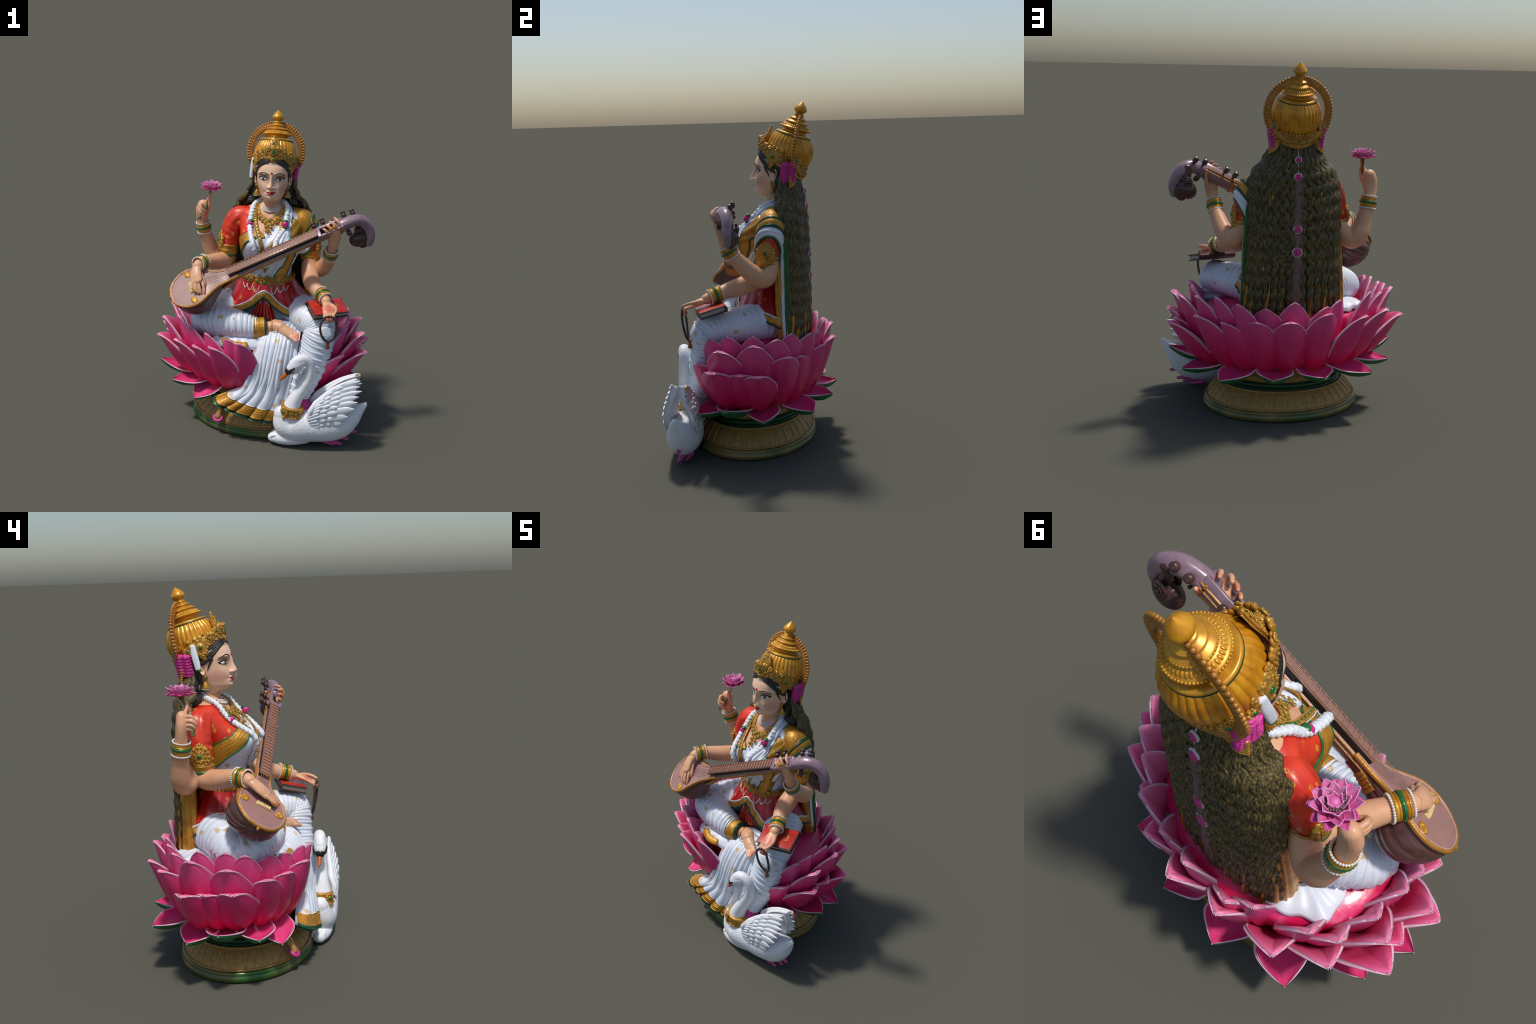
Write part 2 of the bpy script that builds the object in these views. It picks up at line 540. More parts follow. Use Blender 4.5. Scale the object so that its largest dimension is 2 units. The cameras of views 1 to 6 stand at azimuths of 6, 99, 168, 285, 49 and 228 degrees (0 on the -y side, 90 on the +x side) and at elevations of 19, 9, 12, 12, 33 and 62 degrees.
def m_base():
    m = MT('antique_gold_pedestal', .45, .15, .5)
    x = m.sep()
    n = m.noise(60., 4, .7)
    col = m.ramp(n, [(.25, lin('866030')), (.5, lin('ad8442')), (.8, lin('c49e58'))])
    fine = m.noise(400., 3, .6, co=m.map((1, 1, .35)))
    col = m.mix(m.math('MULTIPLY', m.ramp(fine, [(.4, 0.), (.62, 1.)]), .35), col, lin('5b3d14'))
    gz = m.smooth(m.voro(26.), .12, .06)
    col = m.mix(m.math('MULTIPLY', gz, .35), col, lin('3d5a2a'))
    m.col(col); m.bump(fine, .5, .002)
    return m.m
M['base_gold'] = m_base()
M['base_light'] = plain('lightened_gold_rib', 'b08c4c', .45, .1, var=.25, scale=60., bump=.3, bscale=300.)  # gold lightened because shading made the ribs read as dark lines

def m_base_rim():
    m = MT('green_bronze_rim', .35, .1, .5, .2)
    n = m.noise(3.2, 3, .6)
    m.col(m.ramp(n, [(.38, lin('2c5a1c')), (.5, lin('55582a')), (.62, lin('7d6a34'))]))
    return m.m
M['base_rim'] = m_base_rim()

def m_skin(name, face=False):
    m = MT(name, .45, 0., .4)
    m.b.inputs['Subsurface Weight'].default_value = .04
    m.b.inputs['Subsurface Radius'].default_value = (.01, .004, .002)
    base = m.ramp(m.noise(14., 3), [(.3, lin('d39a74')), (.7, lin('deab86'))])
    if face:
        base = m.ramp(m.noise(14., 3), [(.3, lin('e9bd9b')), (.7, lin('efc8aa'))])
        for sx in (-1, 1):
            b = m.smooth(m.dist((sx*.078, .05, 1.545), (1, .6, 1)), .055, .012)
            base = m.mix(m.math('MULTIPLY', b, .5), base, lin('cf7f74'))
            e = m.smooth(m.dist((sx*.056, .03, 1.624), (.62, .3, 1.15)), .026, .012)
            base = m.mix(m.math('MULTIPLY', e, .75), base, lin('7d4e36'))
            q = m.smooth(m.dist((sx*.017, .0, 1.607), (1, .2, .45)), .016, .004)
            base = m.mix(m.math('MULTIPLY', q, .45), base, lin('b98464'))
    m.col(base)
    return m.m
M['skin'] = m_skin('painted_skin')
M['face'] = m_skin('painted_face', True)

def m_hand(name, pts):
    """skin with reddened palm and finger tips around given points (point, radius)"""
    m = MT(name, .38, 0., .45)
    base = m.ramp(m.noise(14., 3), [(.3, lin('d39a74')), (.7, lin('deab86'))])
    for p, r in pts:
        b = m.smooth(m.dist(p), r, r*.35)
        base = m.mix(m.math('MULTIPLY', b, .75), base, lin('cf5a50'))
    m.col(base)
    return m.m

def m_sari(name, dot=True, tint='dfe4ec', shade='d0d7e2'):
    m = MT(name, .38, 0., .5, .1)
    base = m.ramp(m.noise(10., 3), [(.35, lin(shade)), (.65, lin(tint))])
    if dot:
        v = m.voro(12.5)
        d = m.smooth(v, .22, .15)
        fl = m.noise(130., 2)
        d = m.math('MULTIPLY', d, m.smooth(fl, .36, .5))
        base = m.mix(m.math('MULTIPLY', d, .85), base, lin('c9a24a'))
    m.col(base); m.bump(m.noise(300., 2), .08, .0008)
    return m.m
M['sari'] = m_sari('white_silk')
M['sari_plain'] = m_sari('plain_white_silk', False)

def m_red(name):
    m = MT(name, .38, 0., .5, .1)
    base = m.ramp(m.noise(9., 3), [(.35, lin('c01c10')), (.65, lin('dd4020'))])
    v = m.voro(19., co=m.map((1, 1, .7)))
    d = m.math('MULTIPLY', m.smooth(v, .25, .16), m.smooth(m.noise(150., 2), .42, .5))
    base = m.mix(m.math('MULTIPLY', d, .85), base, lin('d99a35'))
    m.col(base)
    return m.m
M['red'] = m_red('red_silk')

def m_sash(name):
    m = MT(name, .3, 0., .5, .3)
    base = m.ramp(m.noise(9., 3), [(.35, lin('9c0f12')), (.65, lin('b81a18'))])
    v = m.voro(17., co=m.map((1, 1, .6)))
    d = m.math('MULTIPLY', m.smooth(v, .2, .12), m.smooth(m.noise(160., 2), .42, .5))
    base = m.mix(m.math('MULTIPLY', d, .85), base, lin('cf8f3a'))
    m.col(base)
    return m.m
M['sash'] = m_sash('crimson_silk')

def m_petal(name, deep, mid, pale, orange=True, k=2.4):
    """each petal's own Object frame: z runs from base (0) upward, x across"""
    m = MT(name, .42, 0., .45, .08)
    x = m.sep()
    h = m.math('ADD', x[2], m.math('MULTIPLY', m.noise(9., 3), .12/k))
    c = m.ramp(m.math('MULTIPLY', h, k), [(.1, lin(deep)), (.5, lin(mid)), (.95, lin(pale))])
    st = m.noise(30., 3, .6, co=m.map((2.2, 1, .25)))
    c = m.mix(m.math('MULTIPLY', m.smooth(st, .5, .72), .35), c, lin(pale))
    if orange:
        o = m.smooth(m.math('ADD', x[2], m.math('MULTIPLY', m.noise(20., 3), .06)), .055, .01)
        c = m.mix(m.math('MULTIPLY', o, .55), c, lin('d9552a'))
    m.col(c)
    return m.m
M['petal'] = m_petal('lotus_pink', 'd4144c', 'd8286a', 'da528a')
M['petal_in'] = m_petal('lotus_inner_pink', 'd4265e', 'df4c82', 'e87ca4', False)  # lighter copy of the petal pink, sunlight on inner faces baked into it
M['petal_rim'] = plain('pale_petal_rim', 'e6b9cd', .42, var=.06)
M['sepal'] = m_petal('sepal_pink', 'd83a76', 'dc4480', 'e0648f', False)
M['sepal_green'] = plain('sepal_green', '1c6234', .45, var=.2)
M['seat'] = None
def m_seat():
    m = MT('lotus_seat_pink', .3, 0., .5, .2)
    n = m.noise(7., 3, .5, dist=1.)
    m.col(m.ramp(n, [(.4, lin('c91550')), (.62, lin('dd3a74')), (.72, lin('e0789a'))]))
    m.bump(m.noise(18., 2), .35, .01)
    return m.m
M['seat'] = m_seat()

def m_hair():
    m = MT('painted_hair', .5, 0., .4)
    st = m.noise(60., 4, .6, co=m.map((3., 3., .35)))
    c = m.ramp(st, [(.32, lin('221c10')), (.5, lin('483f23')), (.66, lin('85723c'))])
    big = m.smooth(m.noise(7., 3), .55, .72)
    c = m.mix(m.math('MULTIPLY', big, .25), c, lin('7a5a22'))
    m.col(c); m.bump(st, .55, .004)
    return m.m
M['hair'] = m_hair()
def m_hair_black():
    m = MT('black_hair', .35, 0., .5)
    st = m.noise(70., 4, .6, co=m.map((3., 3., .5)))
    m.col(m.ramp(st, [(.35, lin('191713')), (.7, lin('393329'))])); m.bump(st, .5, .003)
    return m.m
M['hair_black'] = m_hair_black()
def m_ribbon():
    m = MT('mauve_hair_ribbon', .5)
    st = m.wave(55., 2., 'X', detail=3., dscale=2.)
    m.col(m.ramp(st, [(.2, lin('5f4640')), (.8, lin('8e6c66'))])); m.bump(st, .5, .003)
    return m.m
M['hair_ribbon'] = m_ribbon()

def m_wood(name, a, b, c, rough=.33):
    m = MT(name, rough, 0., .5, .2)
    st = m.noise(24., 4, .6, co=m.map((.5, 3., 3.)))
    m.col(m.ramp(st, [(.3, lin(a)), (.5, lin(b)), (.75, lin(c))])); m.bump(st, .1, .001)
    return m.m
M['bowl'] = m_wood('ribbed_gourd', '4a2f2b', '5d3d38', '6f4b45')
M['neck_wood'] = m_wood('mauve_lacquer', '7c5d5e', '8e6d6e', 'a08082', .28)
M['fret_wood'] = m_wood('fretboard_wood', '8a5b45', 'a06f58', 'b08068', .45)
M['scroll'] = plain('violet_lacquer', '8f7580', .28, .1, coat=.35, var=.12, scale=30., bump=.2, bscale=90.)

def m_pages():
    m = MT('paper_edges', .6)
    w = m.wave(180., .5, 'Z')
    m.col(m.ramp(w, [(.2, lin('8d8478')), (.8, lin('c3bcb0'))])); m.bump(w, .3, .001)
    return m.m
M['book_page'] = m_pages()
def m_book():
    m = MT('red_leather', .35, 0., .5, .2)
    c = m.ramp(m.noise(12., 3), [(.35, lin('a11d18')), (.7, lin('bf3126'))])
    g = m.math('MULTIPLY', m.smooth(m.noise(26., 4, .7), .6, .72), .4)
    m.col(m.mix(g, c, lin('c8762e')))
    return m.m
M['book_red'] = m_book()
M['book_edge'] = plain('dark_book_edge', '4b2a26', .4, var=.2)

def m_swan():
    m = MT('swan_white', .5, 0., .45)
    c = m.ramp(m.noise(12., 3), [(.3, lin('dddfe3')), (.7, lin('e8eaec'))])
    m.col(c)
    v = m.voro(75., co=m.map((.7, 1, 1)))
    m.bump(m.math('ADD', v, m.math('MULTIPLY', m.noise(160., 2), .5)), .38, .003)
    return m.m
M['swan'] = m_swan()
M['feather'] = plain('white_feather', 'e4e6e9', .5, var=.05, bump=.25, bscale=150., bdist=.002)
M['beak'] = plain('orange_beak', 'c9641c', .35, var=.2)
M['pale_gold'] = plain('pale_gold_tip', 'cdb27a', .4, var=.1)
M['lip'] = plain('red_lip', 'b3242c', .3, coat=.2, var=.06)
M['bindi'] = plain('red_mark', 'b81f2c', .35, var=.05)
M['eye_white'] = plain('eye_white', 'dcdcd8', .2, coat=.4, var=.03)
M['iris'] = plain('dark_iris', '3a2f28', .15, coat=.5, var=.2)
M['brow'] = plain('black_brow', '1b1713', .5, var=.2)
M['stem'] = plain('flower_stem', '4e5a2c', .5, var=.25)
M['flower_petal'] = m_petal('small_lotus_pink', 'd84a98', 'df7fb4', 'e6b4d2', False, 12.)
M['flower_core'] = plain('pink_bud', 'dc6fae', .45, var=.12)
M['red_bead'] = plain('amber_tassel', '9a4a1e', .35, var=.25)
M['pink_foot'] = plain('pink_foot', 'c24a86', .45, var=.15)
# ------------------------------------------------------------------ the whole thing
ROOT = bpy.data.objects.new('goddess_statue', None)
bpy.context.scene.collection.objects.link(ROOT)
ROOT["label"] = "painted four-armed goddess seated on pink lotus with lute and swan"
ROOT["category"] = "statue"

# ------------------------------------------------------------------ pedestal (elliptical)
BX, BY = .011, -.018
RX, RY = .462, .361
def ell(k, th, z):
    """point on the k-scaled pedestal ellipse"""
    return np.stack([BX + k*RX*np.cos(th), BY + k*RY*np.sin(th), np.full_like(th, z)], -1)

def base_ring(prof, n=160):
    th = np.linspace(0, 2*pi, n, endpoint=False)
    return np.stack([ell(k, th, z) for k, z in prof])

mb = MB()
mb.grid(base_ring([(.93, .0), (.985, .002), (1.0, .012), (1.005, .022), (.995, .034), (.985, .038), (.99, .044), (.985, .052), (.965, .058), (.955, .060)]), cv=True, cap0=True, flip=True)
pedestal_rim = mb.obj('pedestal_rim', M['base_rim'])
pedestal_rim.name = 'pedestal'
PED = pedestal_rim
mb = MB()
prof = spline([(.95, .056), (.955, .064), (.932, .085), (.888, .112), (.835, .138), (.795, .153), (.78, .158)], 26)
mb.grid(base_ring(prof), cv=True, flip=True)
dome = mb.obj('dome', M['base_gold'], PED)
# raised rib strips between panels
NRIB = 42
mb = MB()
prof_r = spline([(.946, .070), (.932, .085), (.888, .112), (.835, .138), (.805, .150)], 10)
for k in range(NRIB):
    a = 2*pi*k/NRIB + .01*math.sin(k*2.3)
    P = np.stack([ell(r + .004, A([a]), z)[0] for r, z in prof_r])
    tube(mb, P, [.0036]*len(P), raw=True, n=6, hint=(0, 0, 1))
mb.obj('rib', M['base_light'], PED, stuff=True)
mb = MB()
for r, z, w in ((.965, .066, .006), (.800, .156, .008)):
    th = np.linspace(0, 2*pi, 160, endpoint=False); P = ell(r, th, z)
    n = 8; b = np.linspace(0, 2*pi, n, endpoint=False)
    out = nrm(P - A([BX, BY, z]))
    G = P[:, None] + out[:, None]*(w*np.cos(b))[None, :, None] + A([0, 0, 1.])*(w*np.sin(b))[None, :, None]
    mb.grid(G, cu=True, cv=True, flip=True)
mb.obj('moulding', M['base_gold'], PED)
mb = MB()
mb.grid(base_ring(spline([(.80, .154), (.76, .158), (.745, .166), (.765, .176), (.785, .186), (.775, .198), (.74, .205)], 18)), cv=True, flip=True)
mb.obj('collar', M['green_dark'], PED)
mb = MB()
mb.grid(base_ring(spline([(.75, .200), (.72, .215), (.72, .235), (.76, .26), (.80, .285), (.82, .31), (.6, .32)], 18)), cv=True, flip=True, cap1=True)
mb.obj('cup', M['base_gold'], PED)

# ------------------------------------------------------------------ lotus
LC = A([.0, -.005])
mb = MB()
th = np.linspace(0, 2*pi, 120, endpoint=False)
prof = spline([(.30, .285), (.39, .31), (.435, .36), (.465, .44), (.485, .52), (.49, .575), (.475, .605), (.40, .632), (.2, .668), (.01, .675)], 40)
G = np.stack([np.stack([LC[0] + r*np.cos(th), LC[1] + r*np.where(np.sin(th) < 0, .76 - .26*sstep(.0, .5, -np.sin(th))*sstep(-.85, -.45, np.cos(th)), .76)*np.sin(th), z + 0*th], -1) for r, z in prof])
mb.grid(G, cv=True, cap0=True, cap1=True, flip=True)
SEAT = mb.obj('lotus_seat', M['seat'])
LOTUS = SEAT

def petal_grid(R, H, W, p1, p2, zabs=None, cup=.45, ridge=.006, curl=.10, nu=30, nv=17, basew=.6, belly=.52, sharp=1.6, twist=0.):
    """local frame: y outward, x across, z up. spine is a cubic from (0,0) to (R,H)"""
    t = np.linspace(0, 1, nu)
    t = 1 - (1-t)**1.45
    B = lambda a, b, c, d: a*(1-t)**3 + 3*b*t*(1-t)**2 + 3*c*t**2*(1-t) + d*t**3
    y = B(0, p1[0]*R, p2[0]*R, R); z = B(0, p1[1]*H, p2[1]*H, H)
    if zabs is not None:
        z = B(0, zabs[0], zabs[1], H)
    q = np.clip((t-belly)/(1-belly), 0, 1)
    w = np.where(t < belly, W*(basew+(1-basew)*np.sin(pi/2*t/belly)), W*np.maximum(1-q**sharp, 0)**.80)
    w = np.maximum(w, .003)
    dy = np.gradient(y, t); dz = np.gradient(z, t)
    l = np.hypot(dy, dz); ny, nz = -dz/l, dy/l     # inward/upper normal of the spine
    s = np.r_[-1, np.linspace(-.955, .955, nv-2), 1]
    X = w[:, None]*s[None]
    a = np.abs(s)[None]
    lift = cup*w[:, None]*a**2 - ridge*np.exp(-(a/.16)**2)*np.sin(pi*np.clip(t, 0, 1))[:, None]
    lift = lift - curl*W*sstep(.6, 1., a)*sstep(.35, .8, t)[:, None]
    Y = y[:, None] + ny[:, None]*lift*-1*-1; Zz = z[:, None] + nz[:, None]*lift
    X = X + twist*W*(t[:, None]**2)
    return np.stack([X, Y, Zz], -1)

def place_petal(name, base, tip, W, p1, p2, mats, thick=.026, back=None, **k):
    d = A(tip[:2]) - A(base[:2]); R = np.linalg.norm(d); H = tip[2]-base[2]
    G = petal_grid(R, H, W, p1, p2, **k)
    nu, nv = G.shape[:2]
    sc = np.abs(np.r_[-1, np.linspace(-.955, .955, nv-2), 1])
    tt = lerp(thick*1.5, thick*1.0, np.linspace(0, 1, nu))[:, None]*(.42 + .95*(1-sc**2))[None]*np.interp(np.arange(nu), [0, nu*.55, nu-4, nu-1], [1, 1, .55, .25])[:, None]
    mb = MB()
    sheet(mb, G, tt, slot=0, rim=1, rimw=1, back=back, tip=3)
    y = A([d[0]/R, d[1]/R, 0.]); z = A([0, 0, 1.]); x = np.cross(y, z)
    T = np.eye(4); T[:3, 0] = x; T[:3, 1] = y; T[:3, 2] = z; T[:3, 3] = base
    return mb.obj(name, mats, LOTUS, M=T)

def base_on(tip, a, b, z, skew=0.):
    ang = math.atan2((tip[1]-LC[1])/b, (tip[0]-LC[0])/a) + skew
    return A([LC[0]+a*math.cos(ang), LC[1]+b*math.sin(ang), z])

# tips of the three rings of petals (read off the views; left and right nearly mirror each other)
OUTER = [(.054, .470, .633), (.246, .427, .628), (.411, .322, .603), (.555, .265, .633), (.692, .11, .558), (.645, .008, .552), (.676, -.15, .574), (.528, -.258, .582),
         (-.17, .437, .665), (-.402, .378, .631), (-.555, .265, .633), (-.692, .11, .558), (-.645, .008, .552), (-.676, -.15, .574), (-.538, -.294, .611),
         (-.41, -.36, .610), (-.294, -.424, .637), (-.120, -.412, .672)]
INNER = [(.019, .412, .726), (.185, .393, .691), (.335, .365, .715), (.443, .263, .735), (.545, .193, .728), (.630, .084, .713), (.65, -.107, .687), (.556, .063, .744), (.553, -.073, .74), (.539, -.172, .727),
         (-.159, .392, .691), (-.254, .334, .713), (-.443, .263, .735), (-.529, .197, .717), (-.63, .078, .715), (-.556, .063, .744), (-.65, -.107, .687), (-.553, -.073, .74), (-.539, -.172, .727),
         (-.45, -.272, .706), (-.334, -.335, .687), (-.185, -.385, .681)]
SEPAL = [(.154, .463, .300), (.437, .373, .283), (.615, .127, .277), (.676, -.066, .355), (.563, -.237, .296), (.40, -.318, .215)]
SEPAL += [(-x, y, z) for x, y, z in SEPAL]
r = random.Random(3)
for i, t in enumerate(OUTER):
    b = base_on(t, .40, .295, .305, r.uniform(-.03, .03))
    place_petal('petal', b, t, r.uniform(.102, .118) if t[1] > -.4 or t[0] < -.2 else .102, (.61, .09) if abs(t[0]) > .6 else (.51, .16), (.64, .76), [M['petal_in'], M['petal_rim'], M['petal']], back=2, cup=r.uniform(.5, .62), ridge=r.uniform(.003, .008), twist=r.uniform(-.08, .08))
for i, t in enumerate(INNER):
    b = base_on(t, .40, .30, .33, r.uniform(-.03, .03))
    big = abs(t[0]) > .6
    place_petal('petal', b, t, .118 if big else r.uniform(.094, .108), (.65, .15) if big else (.58, .19), (.68, .76), [M['petal_in'], M['petal_rim'], M['petal']], back=2, cup=r.uniform(.45, .56), ridge=r.uniform(.004, .009), twist=r.uniform(-.08, .08))
for i, t in enumerate(SEPAL):
    b = base_on(t, .33, .25, .292, 0.)
    place_petal('sepal', b, t, r.uniform(.098, .108), (.45, 0), (.74, 0), [M['sepal'], M['petal_rim'], M['sepal_green']], thick=.013, back=2, zabs=(-.03, -.045 + .45*(t[2]-.29)), cup=.42, curl=-.06, ridge=-.008, belly=.45, sharp=1.35, basew=.75, twist=r.uniform(-.1, .1))
# ------------------------------------------------------------------ torso surface
#          z     half-width  front y   back y   squareness
TORSO = [(.660, .235, -.030, .250),
         (.760, .220, -.040, .245),
         (.850, .190, -.045, .235),
         (.920, .168, -.040, .225),
         (.980, .158, -.040, .215),
         (1.040, .156, -.043, .215),
         (1.100, .164, -.050, .220),
         (1.160, .174, -.062, .225),
         (1.220, .184, -.064, .230),
         (1.270, .194, -.040, .235),
         (1.310, .204, -.008, .235),
         (1.345, .208, .026, .230),
         (1.375, .195, .046, .222),
         (1.397, .155, .064, .214),
         (1.412, .105, .078, .200),
         (1.430, .066, .086, .190)]
NZ, NT = 230, 260
tz = np.linspace(TORSO[0][0], TORSO[-1][0], NZ)
ta, tf, tb = curve_at(TORSO, tz)
tt = np.linspace(0, 2*pi, NT, endpoint=False)        # 0 = front (-y), +90 deg = +x
yc = tf*.5 + tb*.5
dep = (tb - tf)*.5
sn, cs = np.sin(tt), np.cos(tt)
sx = np.sign(sn)*np.abs(sn)**.86; cy = np.sign(cs)*np.abs(cs)**.92
G = np.stack([ta[:, None]*sx, yc[:, None] - dep[:, None]*cy, np.repeat(tz[:, None], NT, 1)], -1)
# bust
for s in (-1, 1):
    w = np.exp(-np.abs((G[..., 0]-s*.088)/.078)**2.4 - ((G[..., 2]-1.208)/np.where(G[..., 2] < 1.208, .125, .072))**2) * sstep(.16, .06, G[..., 1])
    G[..., 1] -= .060*w
    G[..., 0] += s*.016*w
TN = grid_normals(G)
if (TN[120, 0] @ A([0, -1., 0])) < 0:
    TN = -TN
X, Y, Z = G[..., 0], G[..., 1], G[..., 2]
front = sstep(.12, .02, Y)
# pleats that run from the right hip up to the left shoulder
u = X*.80 - (Z-1.1)*.52
v = X*.52 + (Z-1.1)*.80
pl = np.sin(u*150 + 1.2*np.sin(v*13) + 2*np.sin(v*5+1))
pl = np.sign(pl)*np.abs(pl)**.8
fold = .0042*pl*front*sstep(.92, .99, Z)*sstep(1.40, 1.36, Z)*sstep(-.10, -.01, X - .25*(Z-1.1))
fold2 = .0035*np.sin(u*62+2*np.sin(v*9))*front*sstep(.93, 1.0, Z)*sstep(1.16, 1.08, Z)
G = G + TN*(fold + fold2)[..., None]
TORSO_G = G
torso_mb = MB(); torso_mb.grid(G, cv=True, cap0=True, cap1=True, flip=True)
TBVH = torso_mb.bvh()
# regions: skin above the neckline, red blouse on the right shoulder, white sari elsewhere
cx = (X[:-1] + X[1:])/2; cz = (Z[:-1] + Z[1:])/2; cyy = (Y[:-1]+Y[1:])/2
# right-hand neckline edge of the sari (line from the right armpit up to the left neck)
def neckline(x):
    return np.where(x < -.045, 1.235 + .55*(-.045-x)*(-1)*(-1)*.55, 1.235 + (x+.045)*.98)
skin = (cz > 1.262 + np.abs(cx+.03)*.75) & (np.abs(cx+.02) < .085) & (cyy < .13) | (cz > 1.40)
skin |= (np.abs(cx + .042) < .03 - np.abs(cz-1.285)*.4) & (cz > 1.25) & (cz < 1.31) & (cyy < .05)
blouse = ~skin & (cx < -.02) & (cz > 1.10 + (cx+.205)*1.47)
slot = np.where(skin, 2, np.where(blouse, 1, 0))
tm = MB(); tm.grid(G, cv=True, cap0=True, cap1=True, flip=True, slot=slot)
torso_me = None
def split_by_slot(mb, names, mats, parent=None):
    """one smooth surface, separated by region; every part keeps the whole surface's normals"""
    V, F = mb.arrays(); F = list(F); m = np.array(mb.m)
    me = bpy.data.meshes.new('w'); me.from_pydata(V.tolist(), [], F); me.update()
    vn = np.empty(len(V)*3); me.vertex_normals.foreach_get('vector', vn); vn = vn.reshape(-1, 3)
    bpy.data.meshes.remove(me)
    outs = []
    for k, (n, mt) in enumerate(zip(names, mats)):
        fs = [F[i] for i in np.nonzero(m == k)[0]]
        if not fs:
            continue
        ids = sorted({i for f in fs for i in f}); re = {i: j for j, i in enumerate(ids)}
        q = bpy.data.meshes.new(n); q.from_pydata(V[ids].tolist(), [], [[re[i] for i in f] for f in fs])
        q.materials.append(mt); q.polygons.foreach_set('use_smooth', np.ones(len(fs), bool)); q.update()
        q.normals_split_custom_set_from_vertices([Vector(vn[i]) for i in ids])
        o = bpy.data.objects.new(n, q); link(o, ROOT if parent is None else parent); outs.append(o)
    return outs
split_by_slot(tm, ['torso', 'blouse', 'chest'], [M['sari'], M['red'], M['skin']])

# ------------------------------------------------------------------ sleeves, arms
SLEEVE = [[(s*.150, .145, 1.335), (s*.205, .142, 1.315), (s*.238, .134, 1.265), (s*.258, .124, 1.19), (s*.268, .116, 1.13), (s*.272, .110, 1.078)] for s in (-1, 1)]
SL_R = [(.062, .062), (.074, .072), (.072, .070), (.066, .066), (.062, .062), (.060, .060)]
SBVH = []
for side, ctl in zip((-1, 1), SLEEVE):
    G = tube_grid(ctl, SL_R, seg=70, n=64, hint=(0, -1, 0), round0=True, round1=False)
    N = grid_normals(G)
    if (N[30] * (G[30]-G[30].mean(0))).sum() < 0: N = -N
    t = np.linspace(0, 1, len(G))[:, None]; th = np.linspace(0, 2*pi, 64, endpoint=False)[None]
    wr = np.sin(t*70 + 1.4*np.sin(th*2+side) + .8*np.sin(th*3)) * sstep(.35, .6, t)*sstep(.80, .72, t)*.0016*(.5+.5*np.sin(th*2+t*9))
    wr += np.sin(th*9 + 3*np.sin(t*5))*.0025*sstep(.15, .3, t)*sstep(.6, .4, t)
    G = G + N*wr[..., None]
    mb = MB(); mb.grid(G, cv=True, cap0=True, cap1=True)
    SL = mb.obj('sleeve', M['red'])
    bv = mb.bvh(); SBVH.append(bv)
    # gold cuff, ridges and green hem
    T0 = A(ctl[-1]); T1 = A(ctl[-2]); T2 = A(ctl[-3]); ax = nrm(T0-T1)
    F = frame_matrix(T0, z=-ax, y=(0, -1, 0))
    mb = MB(); lathe(mb, [(.0600, -.002), (.0635, .004), (.0640, .020), (.0670, .023), (.0672, .028), (.0645, .031), (.0655, .050), (.0690, .053), (.0692, .060), (.066, .064), (.0650, .066)], n=64, M=F, cap1=False, cap0=False)
    mb.obj('cuff', M['gold_carved'], SL)
    mb = MB(); lathe(mb, [(.056, -.012), (.0615, -.011), (.0645, -.006), (.0640, .003), (.060, .004)], n=64, M=F, cap1=False)
    mb.obj('hem', M['green'], SL)
    # round armlet on the outer side
    c = A([side*.318, .128 + .004, 1.160]); nn = nrm(A([side, -.10 if side > 0 else -.25, .1]))
    if side < 0: c = A([-.326, .104, 1.162]); nn = nrm(A([-1., -.25, .05]))
    if side > 0: c = A([.327, .112, 1.162]); nn = nrm(A([1., -.08, .05]))
    F = frame_matrix(c - nn*.004, z=nn, y=(0, 0, 1))
    mb = MB(); lathe(mb, [(.058, -.016), (.056, .0), (.050, .004), (.046, .002), (.040, .006), (.034, .004), (.028, .009), (.016, .010), (.001, .011)], n=56, M=F, fn=lambda th, i: 1+.05*np.cos(th*14)*(i < 4))
    for k in range(14):
        a = 2*pi*k/14
        ball(mb, F[:3, :3] @ A([.046*math.cos(a), .046*math.sin(a), .005]) + F[:3, 3], (.0075, .0055, .005), M=F[:3, :3] @ A([[math.cos(a), -math.sin(a), 0], [math.sin(a), math.cos(a), 0], [0, 0, 1]]))
    for k in range(9):
        a = 2*pi*k/9
        ball(mb, F[:3, :3] @ A([.029*math.cos(a), .029*math.sin(a), .008]) + F[:3, 3], .0055)
    # leaf tip above
    for k in range(-2, 3):
        ball(mb, F[:3, :3] @ A([.012*k, .056-.004*k*k, -.004]) + F[:3, 3], (.008, .016, .006), M=F[:3, :3])
    arm = mb.obj('armlet', M['gold_carved'], SL)
    mb = MB(); ball(mb, F[:3, :3] @ A([0, 0, .011]) + F[:3, 3], (.012, .012, .007), M=F[:3, :3], nu=12, nv=18)
    mb.obj('gem', M['gem'], SL)

SKIN_SETS = []
def arm(ctl, rad, hint=(0, 0, 1)):
    mb = MB(); tube(mb, ctl, rad, seg=70, n=36, hint=hint)
    return mb.obj('arm', M['skin'])

